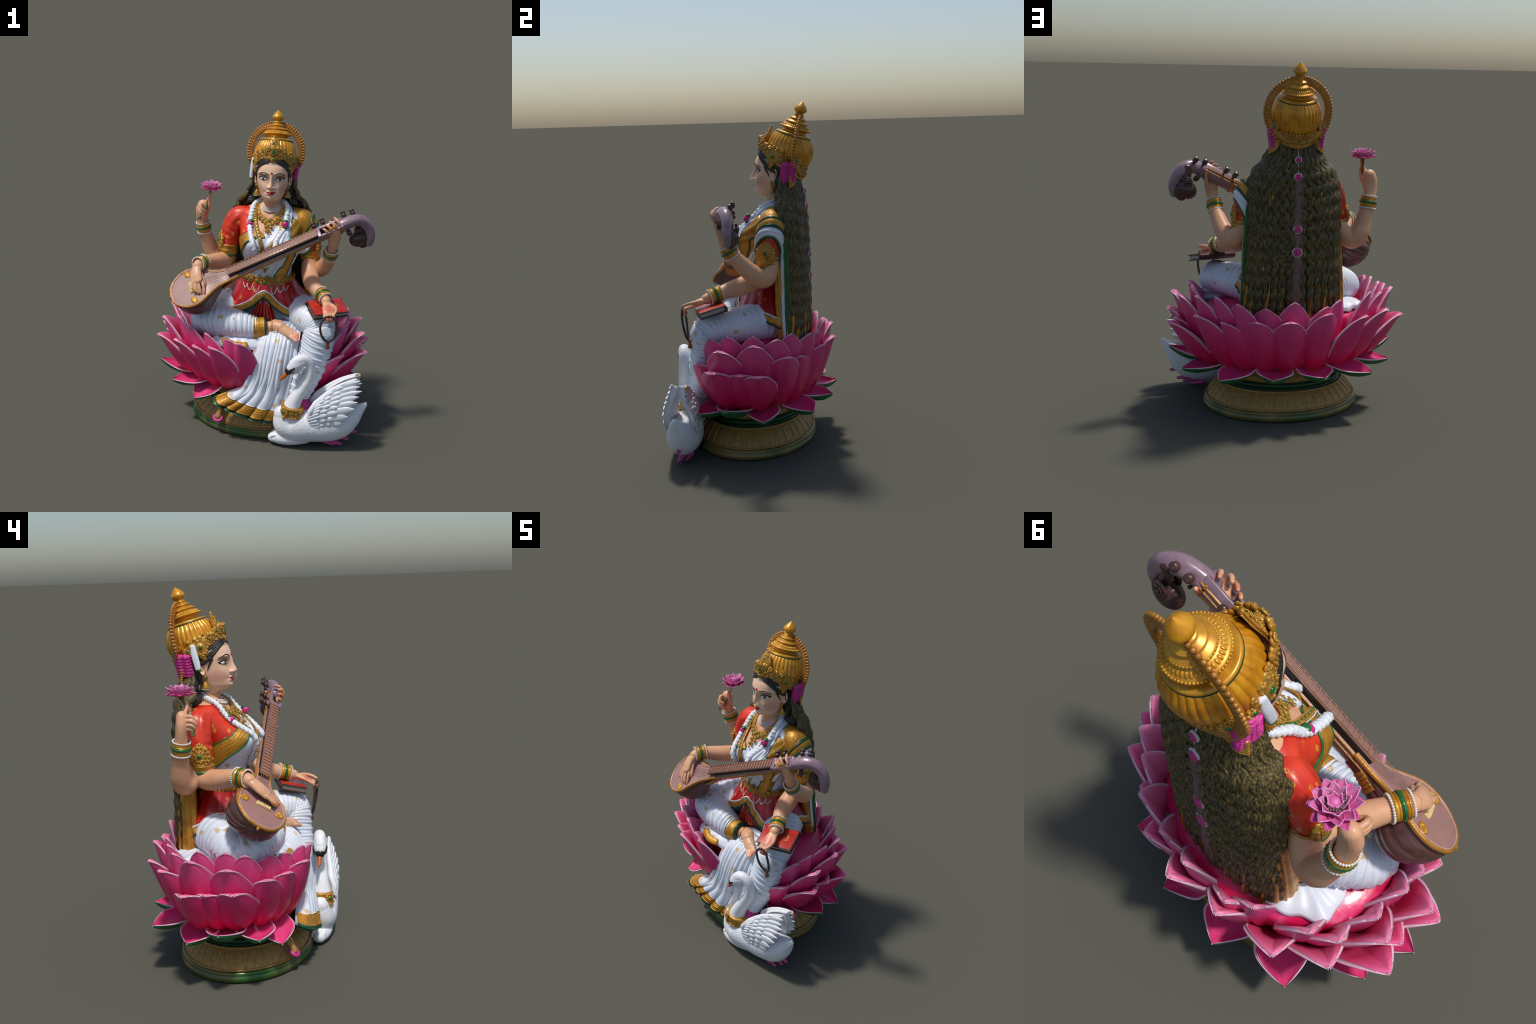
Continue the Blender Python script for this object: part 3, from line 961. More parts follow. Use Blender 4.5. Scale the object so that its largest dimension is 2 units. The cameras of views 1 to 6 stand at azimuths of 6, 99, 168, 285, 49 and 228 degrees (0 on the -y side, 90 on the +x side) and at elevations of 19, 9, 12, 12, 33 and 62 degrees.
# right arm that plays the lute, right arm that holds the lotus, left arm that holds the neck, left arm on the knee
arm([(-.268, .115, 1.12), (-.277, .108, 1.065), (-.292, .075, 1.040), (-.335, -.01, 1.052), (-.378, -.085, 1.072), (-.405, -.137, 1.080), (-.420, -.175, 1.070)], [.052, .054, .055, .052, .043, .037, .033])
arm([(-.262, .135, 1.12), (-.295, .155, 1.06), (-.345, .180, 1.024), (-.386, .187, 1.055), (-.412, .178, 1.120), (-.433, .164, 1.195), (-.446, .156, 1.245), (-.454, .150, 1.290)], [.050, .054, .056, .053, .047, .040, .035, .031])
arm([(.266, .130, 1.12), (.290, .125, 1.055), (.328, .100, 1.022), (.362, .050, 1.050), (.385, -.005, 1.105), (.402, -.055, 1.165), (.410, -.086, 1.215), (.416, -.105, 1.262)], [.050, .054, .056, .053, .046, .038, .033, .030])
arm([(.270, .110, 1.12), (.274, .085, 1.05), (.280, .035, 1.000), (.295, -.03, .972), (.325, -.095, .955), (.362, -.150, .940), (.382, -.180, .930), (.398, -.215, .918)], [.052, .055, .056, .054, .047, .038, .034, .030])

def bangles(c, axis, r, up=(0, 0, 1), span=.034):
    """pearl ring, gold rings, green band, gold rings, pearl ring"""
    F = frame_matrix(A(c), z=nrm(axis))
    mb = MB()
    prof = [(r*.9, -span*.82), (r+.004, -span*.80), (r+.007, -span*.62), (r+.004, -span*.50), (r+.008, -span*.36), (r+.006, -span*.22), (r+.005, span*.22), (r+.008, span*.36), (r+.004, span*.50), (r+.007, span*.62), (r+.004, span*.80), (r*.9, span*.82)]
    P = spline(prof, 60); lathe(mb, P, n=48, M=F, cap0=False, cap1=False)
    g = mb.obj('bangle', M['gold'])
    mb = MB(); lathe(mb, [(r+.004, -span*.24), (r+.0095, -span*.20), (r+.0105, 0), (r+.0095, span*.20), (r+.004, span*.24)], n=48, M=F, cap0=False, cap1=False)
    mb.obj('green_band', M['green'], g)
    mb = MB()
    for k in range(22):
        a = 2*pi*k/22
        ball(mb, F[:3, :3] @ A([(r+.0105)*math.cos(a), (r+.0105)*math.sin(a), 0]) + F[:3, 3], .0026, nu=5, nv=6)
    mb.obj('stud', M['gem'], g, stuff=True)
    mb = MB()
    for z, rr, q in ((-span, r+.006, .0054), (span, r+.004, .0050)):
        n = int(2*pi*rr/(q*1.75))
        for k in range(n):
            a = 2*pi*k/n
            ball(mb, F[:3, :3] @ A([rr*math.cos(a), rr*math.sin(a), z]) + F[:3, 3], q, nu=6, nv=8)
    mb.obj('pearl_ring', M['pearl'], g, stuff=True)
bangles((-.405, -.137, 1.080), A([-.42, -.175, 1.070])-A([-.370, -.07, 1.07]), .040)
bangles((-.442, .158, 1.231), A([-.446, .150, 1.29])-A([-.425, .170, 1.17]), .040)
bangles((.404, -.075, 1.187), A([.416, -.105, 1.262])-A([.392, -.03, 1.13]), .038)
bangles((.376, -.168, .936), A([.398, -.215, .918])-A([.345, -.125, .948]), .038)

# ------------------------------------------------------------------ hands
def finger(mb, pts, r0=.0125, r1=.0085):
    n = len(pts)
    tube(mb, pts, np.linspace(r0, r1, n)*.80, seg=18, n=10)
def hand(name, palm, fingers, redden, vox=.0026, scale=1., about=(0, 0, 0), move=(0, 0, 0)):
    """palm: list of (ctrl, radii) slabs; fingers: list of joint chains"""
    mb = MB()
    for ctl, rad, hint in palm:
        tube(mb, ctl, rad, seg=22, n=18, hint=hint)
    for f in fingers:
        finger(mb, [A(p) for p in f[0]], *(f[1:] if len(f) > 1 else ()))
    if scale != 1.:
        mb.v = [A(about) + (v - A(about))*scale + A(move) for v in mb.v]
    return remesh(name, mb, vox, m_hand('hand_skin', redden), smooth_iter=2)

# right playing hand: wrist over the rim, fingers down on the strings
hand('hand', [([(-.416, -.168, 1.073), (-.424, -.200, 1.058), (-.422, -.232, 1.032), (-.412, -.258, 1.006)], [(.032, .026), (.033, .022), (.038, .018), (.038, .015)], (-.3, -.6, .7))],
     [([(-.384, -.246, 1.008), (-.368, -.274, .984), (-.358, -.291, .960), (-.352, -.304, .938)], .013, .009),
      ([(-.402, -.256, 1.003), (-.389, -.284, .972), (-.378, -.297, .949), (-.371, -.302, .934)], .013, .009),
      ([(-.420, -.264, .998), (-.410, -.290, .969), (-.399, -.300, .949), (-.391, -.302, .938)], .0125, .009),
      ([(-.437, -.264, 1.000), (-.432, -.286, .975), (-.422, -.294, .958), (-.412, -.298, .947)], .0115, .0085),
      ([(-.402, -.205, 1.045), (-.380, -.228, 1.020), (-.364, -.246, .996), (-.356, -.262, .972)], .014, .010)],
     [((-.357, -.303, .938), .022), ((-.372, -.300, .936), .018), ((-.356, -.262, .972), .022)])
# right raised fist with the lotus stem
hand('hand', [([(-.446, .152, 1.275), (-.448, .147, 1.310), (-.446, .143, 1.345), (-.440, .143, 1.375)], [(.030, .027), (.034, .026), (.038, .027), (.034, .026)], (0, -1, 0))],
     [([(-.430, .150, 1.372), (-.418, .132, 1.402), (-.404, .132, 1.428), (-.396, .148, 1.452)], .013, .009),
      ([(-.448, .130, 1.378), (-.452, .102, 1.382), (-.440, .088, 1.364), (-.424, .096, 1.352)], .013, .010),
      ([(-.452, .128, 1.362), (-.456, .098, 1.364), (-.444, .084, 1.346), (-.426, .094, 1.336)], .013, .010),
      ([(-.452, .128, 1.344), (-.456, .100, 1.346), (-.444, .088, 1.330), (-.428, .098, 1.322)], .012, .010),
      ([(-.450, .130, 1.328), (-.452, .106, 1.328), (-.442, .096, 1.316), (-.430, .104, 1.310)], .011, .009),
      ([(-.424, .150, 1.325), (-.408, .134, 1.352), (-.402, .122, 1.384), (-.404, .124, 1.410)], .0135, .0095)],
     [((-.418, .105, 1.335), .035), ((-.400, .13, 1.42), .03)], scale=1.15, about=(-.440, .138, 1.345), move=(-.005, 0, .002))
# left hand around the neck of the lute
hand('hand', [([(.414, -.098, 1.240), (.418, -.110, 1.275), (.420, -.122, 1.310), (.418, -.132, 1.340)], [(.028, .024), (.032, .022), (.036, .022), (.034, .020)], (0, -1, 0))],
     [([(.438, -.132, 1.354), (.445, -.144, 1.390), (.428, -.140, 1.414), (.412, -.122, 1.422)], .0125, .0095),
      ([(.422, -.140, 1.354), (.422, -.158, 1.382), (.406, -.158, 1.401), (.388, -.146, 1.405)], .0125, .0095),
      ([(.405, -.142, 1.344), (.400, -.160, 1.364), (.386, -.160, 1.380), (.370, -.150, 1.384)], .0122, .0095),
      ([(.390, -.138, 1.332), (.380, -.156, 1.345), (.368, -.156, 1.358), (.356, -.148, 1.362)], .0112, .009),
      ([(.432, -.104, 1.290), (.448, -.086, 1.330), (.452, -.070, 1.362), (.448, -.062, 1.386)], .0135, .0095)],
     [((.375, -.15, 1.38), .03), ((.412, -.122, 1.422), .022), ((.448, -.066, 1.38), .02)], scale=1.10, about=(.415, -.13, 1.34))
mb = MB()
for c, nn in (((.411, -.171, 1.392), (0, -1, .4)), ((.395, -.171, 1.378), (0, -1, .3))):
    F = frame_matrix(A(c), z=nn)
    for k in range(6):
        a = 2*pi*k/6; ball(mb, F[:3, :3] @ A([.006*math.cos(a), .006*math.sin(a), 0]) + F[:3, 3], .0042, nu=5, nv=6)
    ball(mb, F[:3, 3], .005)
ball(mb, (-.430, -.300, .962), .006); ball(mb, (-.427, -.302, .956), .005)
mb.obj('finger_ring', M['gold'], stuff=True)
# left lower hand, palm up on the book, beads hanging over the fingers
hand('hand', [([(.394, -.205, .921), (.406, -.238, .908), (.416, -.275, .893), (.420, -.300, .882)], [(.027, .021), (.031, .019), (.039, .017), (.038, .015)], (0, .3, 1))],
     [([(.394, -.303, .881), (.395, -.330, .868), (.403, -.340, .850), (.410, -.330, .838)], .012, .009),
      ([(.411, -.310, .878), (.414, -.338, .866), (.420, -.346, .846), (.425, -.336, .832)], .012, .009),
      ([(.428, -.310, .878), (.434, -.338, .866), (.438, -.346, .848), (.440, -.336, .834)], .012, .009),
      ([(.445, -.303, .880), (.453, -.328, .868), (.455, -.338, .852), (.453, -.328, .840)], .011, .0085),
      ([(.432, -.245, .910), (.456, -.275, .908), (.464, -.310, .900), (.456, -.340, .888)], .014, .010)],
     [((.415, -.290, .897), .045), ((.428, -.345, .85), .03)])
# ------------------------------------------------------------------ legs under the dhoti (white folded silk)
def leg_cloth(name, ctl, rad, hint, fold, mats=None, seg=120, n=110, rounds=(True, True), split=None):
    G = tube_grid(ctl, rad, seg=seg, n=n, hint=hint, round0=rounds[0], round1=rounds[1])
    N = grid_normals(G)
    k = len(G)//2
    if (N[k]*(G[k]-G[k].mean(0))).sum() < 0: N = -N
    t = np.linspace(0, 1, len(G))[:, None]; th = np.linspace(0, 2*pi, n, endpoint=False)[None]
    G = G + N*fold(t, th, G)[..., None]
    mb = MB(); mb.grid(G, cv=True, cap0=True, cap1=True)
    return mb.obj(name, mats or M['sari']), mb

def crease(x, sharp=1.6):
    """rounded ridges with narrow valleys"""
    return 1 - np.abs(np.sin(x*.5))**-0 * np.abs(np.cos(x*.5))**sharp * 1.0 - .5

# crossed right leg: thigh, knee on the left of the picture, shin lying across the front
def f_thigh(t, th, G):
    return folds(t, th, 92, 1.9, .0058, 1, .6)*sstep(.02, .15, t)
RL1, rl1_mb = leg_cloth('leg', [(-.10, .12, .735), (-.19, .08, .735), (-.29, .00, .725), (-.365, -.065, .695), (-.385, -.105, .680)],
          [(.115, .115), (.125, .118), (.118, .110), (.105, .100), (.085, .085)], (0, 0, 1), f_thigh)
def f_shin(t, th, G):
    return folds(t, th, 92, 2.8, .0062, 2, -.4)*sstep(.0, .1, t)
RL2, rl2_mb = leg_cloth('leg', [(-.375, -.075, .690), (-.352, -.120, .690), (-.275, -.148, .698), (-.175, -.172, .698), (-.080, -.184, .690), (-.030, -.186, .688)],
          [(.085, .088), (.104, .100), (.108, .104), (.097, .094), (.080, .078), (.068, .066)], (0, 0, 1), f_shin, rounds=(True, False))
# gold ankle cuff with green edge
mb = MB(); ax = nrm(A([.055, -.174, .692])-A([-.065, -.194, .683])); F = frame_matrix(A([-.010, -.184, .688]), z=ax, y=(0, 0, 1))
lathe(mb, spline([(.060, -.045), (.070, -.044), (.0715, -.038), (.0695, -.034), (.0700, -.012), (.0715, -.008), (.0695, -.004), (.0690, .020), (.0705, .024), (.0685, .028), (.060, .032), (.030, .034)], 50), n=72, M=F, fn=lambda th, i: 1+.012*np.sin(th*3+1))
cuff = mb.obj('ankle_cuff', M['gold_cloth'])
mb = MB(); lathe(mb, [(.055, .026), (.068, .027), (.0695, .033), (.067, .040), (.052, .042)], n=72, M=F)
mb.obj('cuff_edge', M['green_dark'], cuff)
# bare foot
mb = MB()
tube(mb, [(.02, -.180, .690), (.062, -.176, .698), (.095, -.182, .708), (.125, -.200, .712)], [.040, .038, .042, .036], seg=24, n=20)
tube(mb, [(.085, -.176, .714), (.110, -.190, .712), (.145, -.213, .703), (.176, -.231, .696), (.192, -.240, .692)], [(.038, .034), (.040, .036), (.036, .030), (.034, .022), (.031, .016)], seg=26, n=20, hint=(-.2, -.55, .8))
for k, (a, l, rr) in enumerate(((-.022, .028, .0125), (-.009, .030, .0095), (.003, .027, .009), (.013, .023, .0085), (.022, .019, .008))):
    side = nrm(A([.25, .55, .42])); d = nrm(A([.82, -.40, -.30]))
    p = A([.208, -.252, .690]) + side*a*1.15
    p = p + d*.008; tube(mb, [p - d*.014, p + d*l*.5, p + d*l], [rr*.85, rr*.85, rr*.9], seg=10, n=10)
remesh('foot', mb, .0027, m_hand('foot_skin', [((.235, -.262, .68), .03), ((.09, -.16, .70), .03)]), smooth_iter=2)
mb = MB()
for off, r, tilt in ((.0, .045, 0), (.018, .046, .25)):
    F = frame_matrix(A([.058+off, -.178, .698]), z=nrm(A([.9, .15+tilt*.4, -.1-tilt])), y=(0, 0, 1))
    th = np.linspace(0, 2*pi, 60, endpoint=False)
    P = np.stack([r*np.cos(th), r*np.sin(th), 0*th], -1) @ F[:3, :3].T + F[:3, 3]
    tube(mb, np.vstack([P, P[:1]]), [.0038]*61, raw=True, n=8, hint=F[:3, 2])
mb.obj('anklet', M['gold'])
mb = MB()
F = frame_matrix(A([.092, -.186, .706]), z=nrm(A([.8, .1, -.55])), y=(0, 0, 1))
th = np.linspace(0, 2*pi, 60, endpoint=False)
beads(mb, np.stack([.050*np.cos(th), .048*np.sin(th), 0*th], -1) @ F[:3, :3].T + F[:3, 3], .0034, closed=True)
mb.obj('anklet_pearl', M['pearl'], stuff=True)

# left leg: thigh to the knee, shin hanging down over the lotus
def f_lt(t, th, G):
    return folds(t, th, 118, -2.6, .0056, 3, .9)*sstep(.0, .1, t)
LL1, ll1_mb = leg_cloth('leg', [(.11, .14, .735), (.18, .06, .742), (.26, -.04, .745), (.330, -.13, .742), (.374, -.200, .732), (.386, -.228, .712)],
          [(.122, .118), (.124, .112), (.115, .102), (.106, .095), (.098, .095), (.088, .092)], (0, 0, 1), f_lt)
def f_ls(t, th, G):
    return folds(t, th, 92, 3.0, .0062, 4, 1.57)*sstep(.05, .16, t)
LL2, ll2_mb = leg_cloth('leg', [(.378, -.210, .752), (.372, -.225, .700), (.358, -.236, .620), (.335, -.256, .520), (.305, -.284, .420), (.275, -.310, .325), (.255, -.326, .262)],
          [(.085, .080), (.098, .094), (.102, .090), (.100, .086), (.088, .076), (.072, .062), (.058, .050)], (0, -1, 0), f_ls)
# gold edge and tip of the left foot under the hem
mb = MB()
tube(mb, [(.262, -.328, .285), (.270, -.332, .250), (.285, -.334, .215)], [(.066, .055), (.075, .058), (.080, .055)], seg=18, n=40, hint=(0, -1, 0))
mb.obj('leg_hem', M['pink_flower'])

# lap filler between the thighs
mb = MB()
ball(mb, (0, .05, .69), (.20, .125, .105), nu=30, nv=48)
mb.obj('lap', M['sari'])

# cloth spread on the seat behind and under the right thigh
def spread(name, c, rx, ry, z, mat, h=.02, n=80, amp=.06, ph=0.):
    mb = MB(); th = np.linspace(0, 2*pi, n, endpoint=False)
    rr = 1 + amp*np.sin(th*5+ph) + amp*.6*np.sin(th*9+2+ph)
    G = np.stack([np.stack([c[0]+rx*k*rr*np.cos(th), c[1]+ry*k*rr*np.sin(th), z + q + .004*np.sin(th*14)*k], -1) for k, q in ((1.0, -.02), (1.0, 0), (.97, .006), (.8, h*.6), (.4, h), (.02, h))])
    mb.grid(G, cv=True, cap1=True, flip=True)
    return mb.obj(name, mat)
spread('sari_spread', (-.23, .115), .20, .16, .640, M['sari_plain'], .030)
spread('sari_spread', (-.14, -.185), .20, .118, .602, M['sari'], .050, ph=1.)

# ------------------------------------------------------------------ pleated fall at the front
NU, NV = 90, 241
u = np.linspace(0, 1, NU)[:, None]     # top -> hem
v = np.linspace(0, 1, NV)[None]        # left -> right
xl = curve_at([(0, -.020), (.3, -.036), (.6, -.056), (.72, -.085), (.84, -.160), (1, -.262)], u)
xr = curve_at([(0, .250), (.3, .232), (.6, .205), (.84, .175), (1, .150)], u)
zl = curve_at([(0, .672), (.3, .530), (.6, .400), (.72, .345), (.84, .302), (1, .258)], u)
zr = curve_at([(0, .690), (.3, .530), (.6, .360), (.84, .225), (1, .128)], u)
zz = lerp(zl, zr, v**.9) + .036*np.sin(pi*v)*(1-u)**2 - .012*np.sin(pi*v)*u**2
xx = lerp(xl, xr, v)
yy = curve_at([(0, -.150), (.06, -.222), (.12, -.275), (.2, -.308), (.32, -.340), (.5, -.362), (.8, -.376), (1, -.402)], u) + 0*v
yy = yy + .055*sstep(.65, 1., v)*(1-.2*u) + .030*sstep(.25, 0., v)*(1-u)
vw = v + .018*np.sin(u*5+v*9) + .014*np.sin(v*21+1) + .02*np.sin(v*7)*u
w1 = .6 + ridge(vw*10.5*2*pi+.5 + 1.2*np.sin(u*4)); w2 = .6 + ridge(vw*5.6*2*pi+.4)
mixw = sstep(.45, .85, u)
w = lerp(w1, w2, mixw)
amp = lerp(.016, .078, mixw)
yy = yy - amp*(w-.6)
xx = xx - lerp(.002, .016, mixw)*np.sin(vw*5.6*2*pi+.4)
zz = zz - .012*(w-.5)*sstep(.7, 1., u)
PG = np.stack([xx, yy, zz], -1)
hem_u = curve_at([(0, .86), (1, .86)], v[0])
iu = int(NU*.845); ig = int(NU*.965)
mb = MB(); sheet(mb, PG[:iu+1], .012); PLEAT = mb.obj('sari_pleat', M['sari'])
mb2 = MB(); ball(mb2, (.10, -.19, .630), (.15, .09, .050), nu=24, nv=40); mb2.obj('lap_cloth', M['sari'])
mb = MB(); sheet(mb, PG[iu:ig+1], .016); mb.obj('pleat_border', M['gold_cloth'], PLEAT)
mb = MB(); sheet(mb, PG[ig:], .017); mb.obj('pleat_edge', M['green_dark'], PLEAT)
mb = MB()
for q in (.875, .893, .955):
    i = int(NU*q); P = PG[i] + A([0, -.0085, 0.])
    tube(mb, P, [.0022]*len(P), raw=True, n=6)
mb.obj('border_line', M['gold'], PLEAT)
# backing so that the fall is not hollow from below
mb = MB()
G2 = PG[:, ::6].copy(); G2[..., 1] = np.maximum(G2[..., 1].mean(1, keepdims=True) + .03, G2[..., 1] + .012)
sheet(mb, G2[:-3], .008); mb.obj('pleat_lining', M['sari_plain'], PLEAT)
# gold edge of the under-cloth beside the lotus
mb = MB(); P = spline([(-.255, -.235, .628), (-.20, -.285, .618), (-.14, -.305, .610), (-.085, -.300, .612)], 40)
tube(mb, P, [(.024, .012)]*40, raw=True, n=16, hint=(0, -.6, .8)); mb.obj('under_border', M['gold_cloth'])
# ------------------------------------------------------------------ borders of the sari on the torso
def band(name, path, half, mats, n=70, m=17, off=.004, crown=.003, thick=.006, bvh=None, ripple=None, parent=None):
    G = ribbon(bvh or BODY, path, half, n=n, m=m, off=off, crown=crown, ripple=ripple)
    mb = MB(); sheet(mb, G, thick)
    return mb.obj(name, mats, parent), G
def edge_line(name, G, side, r, mat, parent, lift=.003):
    P = G[:, 0 if side < 0 else -1]
    N = grid_normals(G, cv=False)[:, 0 if side < 0 else -1]
    c = G.mean(1)
    mb = MB(); tube(mb, P, [r]*len(P), raw=True, n=8)
    return mb.obj(name, mat, parent)

# one surface for torso and sleeves together, for cloth to lie on
bm_ = MB(); bm_.merge(torso_mb)
for ctl in SLEEVE:
    bm_.grid(tube_grid(ctl, SL_R, seg=40, n=40, hint=(0, -1, 0)), cv=True, cap0=True, cap1=True)
BODY = bm_.bvh()

# border over the right breast
B1, G1 = band('bodice_border', [(-.205, .10, 1.115), (-.190, .030, 1.165), (-.150, -.045, 1.215), (-.105, -.070, 1.262), (-.065, -.062, 1.272), (-.03, -.06, 1.235)], [.050, .046, .040, .032, .022, .012], M['gold_cloth'], bvh=TBVH, ripple=lambda t, s: .0012*np.sin(s*14))
for sd in (-1, 1):
    edge_line('border_edge', G1, sd, .0055, M['green'], B1)
mb = MB()
for q in (.22, .78):
    P = G1[:, int(q*16)] + 0; P = P + nrm(grid_normals(G1, False)[:, 8])*0
    tube(mb, P, [.0028]*len(P), raw=True, n=6)
mb.obj('border_line', M['gold'], B1)

# broad border from the left shoulder down to the left waist, and over to the back
B2, G2 = band('pallu_border', [(.185, .26, 1.26), (.200, .23, 1.34), (.208, .150, 1.390), (.206, .075, 1.350), (.192, .015, 1.285), (.172, -.020, 1.210), (.156, -.020, 1.130), (.130, -.020, 1.050), (.100, -.045, .985), (.085, -.05, .955)], [.062, .068, .070, .066, .058, .049, .042, .038, .035, .034], M['gold_cloth'], n=90, crown=.004, ripple=lambda t, s: .0016*np.sin(s*17))
edge_line('border_edge', G2, -1, .005, M['green'], B2); edge_line('border_edge', G2, 1, .005, M['green'], B2)
mb = MB()
for q in (3, 8, 13):
    tube(mb, G2[:, q], [.0032]*len(G2), raw=True, n=6)
mb.obj('border_line', M['gold'], B2)
# layers over the left upper arm: green edge, white fold, green line
B3, G3 = band('pallu_fold', [(.20, .25, 1.08), (.25, .215, 1.18), (.290, .180, 1.262), (.300, .120, 1.280), (.280, .060, 1.238), (.240, .030, 1.185), (.205, .010, 1.120), (.175, .0, 1.06)], [.026, .028, .028, .028, .030, .030, .026, .022], M['sari_plain'], n=80, off=.007, crown=.008, ripple=lambda t, s: .003*np.sin(s*9))
edge_line('border_edge', G3, -1, .008, M['green'], B3); edge_line('border_edge', G3, 1, .0075, M['green'], B3)
B4, G4 = band('pallu_trim', [(.175, .25, 1.14), (.235, .235, 1.25), (.268, .170, 1.325), (.272, .100, 1.315), (.252, .050, 1.262), (.218, .015, 1.195), (.185, -.002, 1.12)], [.016, .021, .022, .020, .018, .014, .012], M['gold_cloth'], n=70, off=.010, crown=.003)
for sd in (-1, 1):
    edge_line('border_edge', G4, sd, .0075, M['green_dark'], B4)
# white folds between garland and border, over the left shoulder
B5, G5 = band('pallu_pleat', [(.105, .20, 1.405), (.112, .145, 1.430), (.118, .085, 1.395), (.122, .035, 1.345), (.116, -.015, 1.285), (.098, -.085, 1.215), (.085, -.06, 1.14)], [.018, .020, .022, .025, .028, .028, .02], M['sari_plain'], n=70, off=.005, crown=.003, ripple=lambda t, s: .0045*np.sin(s*10+t*2))
edge_line('border_edge', G5, 1, .0035, M['green'], B5)

# cloth hanging at both sides of the hair, from under the arms to the seat
def hanging(name, pts, w, y_in, mat, depth=.03):
    mb = MB(); n = len(pts)
    G = tube_grid(pts, w, seg=60, n=40, hint=(0, 1, 0), round0=False, round1=False, power=.7)
    t = np.linspace(0, 1, len(G))[:, None]; th = np.linspace(0, 2*pi, 40, endpoint=False)[None]
    N = grid_normals(G); G = G - N*(.003*np.sin(th*9+1.5*np.sin(t*6)))[..., None]
    mb.grid(G, cv=True, cap0=True, cap1=True); return mb.obj(name, mat)
hanging('pallu_end', [(-.225, .20, 1.15), (-.250, .195, 1.0), (-.262, .194, .85), (-.268, .200, .70), (-.262, .205, .600)], [(.022, .030), (.026, .034), (.028, .036), (.030, .036), (.026, .028)], 0, M['gold_cloth'])
hanging('pallu_end', [(.240, .172, 1.14), (.258, .178, 1.0), (.262, .180, .85), (.266, .184, .70), (.264, .188, .600)], [(.020, .020), (.022, .022), (.022, .022), (.024, .022), (.022, .022)], 0, M['gold_cloth'])
hanging('pallu_end', [(.250, .205, 1.24), (.264, .203, 1.0), (.270, .204, .85), (.276, .208, .70), (.274, .212, .600)], [(.014, .012), (.016, .013), (.016, .013), (.018, .014), (.016, .014)], 0, M['sari_plain'])
hanging('pallu_end', [(.256, .222, 1.22), (.268, .222, 1.0), (.274, .223, .85), (.280, .227, .70), (.276, .231, .600)], [(.012, .012), (.014, .012), (.014, .012), (.016, .013), (.014, .012)], 0, M['green'])

# ------------------------------------------------------------------ red sash, belt
mb = MB()
th = np.linspace(0, 2*pi, 160, endpoint=False)
def waist_ring(z, k, dz=0.):
    a, f, b = curve_at(TORSO, A([z])); a, f, b = a[0], f[0], b[0]
    s_, c_ = np.sin(th), np.cos(th)
    return np.stack([(a+k)*np.sign(s_)*np.abs(s_)**.86, (f+b)/2 - ((b-f)/2+k)*np.sign(c_)*np.abs(c_)**.92, np.full_like(th, z)], -1)
# lower edge: open in the middle, low lobes over the thighs, up at the hips, down to the back
LOW = [(-.05, .905), (.12, .885), (.30, .835), (.55, .790), (.85, .778), (1.15, .800), (1.45, .815), (1.8, .785), (2.3, .715), (2.8, .665), (3.2, .650)]
phi = np.abs((th + pi) % (2*pi) - pi)
zlow = curve_at(LOW, phi)
rows = []
for q in np.linspace(0, 1, 40):
    z = lerp(.978, zlow, q)
    a_, f_, b_ = curve_at(TORSO, z)
    k = .006 + .030*q + .0045*np.sin(th*24 + 3*np.sin(th*3))*q + .045*q*q*np.exp(-((phi-.75)/.45)**2) + .045*q*np.exp(-((phi-1.75)/.5)**2)
    s_, c_ = np.sin(th), np.cos(th)
    P = np.stack([(a_+k)*np.sign(s_)*np.abs(s_)**.86, (f_+b_)/2 - ((b_-f_)/2+k)*np.sign(c_)*np.abs(c_)**.92, z], -1)
    rows.append(P)
mb.grid(np.stack(rows), cv=True); SASH = mb.obj('sash', M['sash'])
Gs = []
tang = nrm(np.roll(rows[-1], -1, 0) - np.roll(rows[-1], 1, 0)); outn = nrm((rows[-1]-A([0, .1, 0]))*A([1, 1, 0]))
down = np.cross(outn, tang); down = down*np.sign(-down[:, 2:3]); down = nrm(down + outn*.25)
for q in np.linspace(0, 1, 9):
    Gs.append(rows[-1] + outn*(.003 + .006*math.sin(q*pi)) + down*(.044*q - .004))
mb = MB(); mb.grid(np.stack(Gs), cv=True); mb.obj('sash_border', M['gold_cloth'], SASH)
for q, r_, mt in ((-1, .0065, 'green_dark'), (0, .005, 'sari_plain')):
    P = Gs[q]; mb = MB(); tube(mb, np.vstack([P, P[:2]]), [r_]*(len(P)+2), raw=True, n=8, round0=False, round1=False); mb.obj('sash_edge', M[mt], SASH)
# central red pleats
u = np.linspace(0, 1, 40)[:, None]; v = np.linspace(-1, 1, 61)[None]
wd = curve_at([(0, .022), (.3, .034), (.7, .060), (1, .078)], u)
G = np.stack([wd*v + .004*np.sin(v*14)*u, curve_at([(0, -.070), (.35, -.092), (.8, -.108), (1, -.116)], u) + .02*v**2*u - .007*np.sin(v*19)*(.3+u), .895 - .170*u - .012*u*np.abs(v) + .006*u*np.sin(v*19)], -1)
mb = MB(); sheet(mb, G, .008); mb.obj('sash_pleat', M['sash'], SASH)

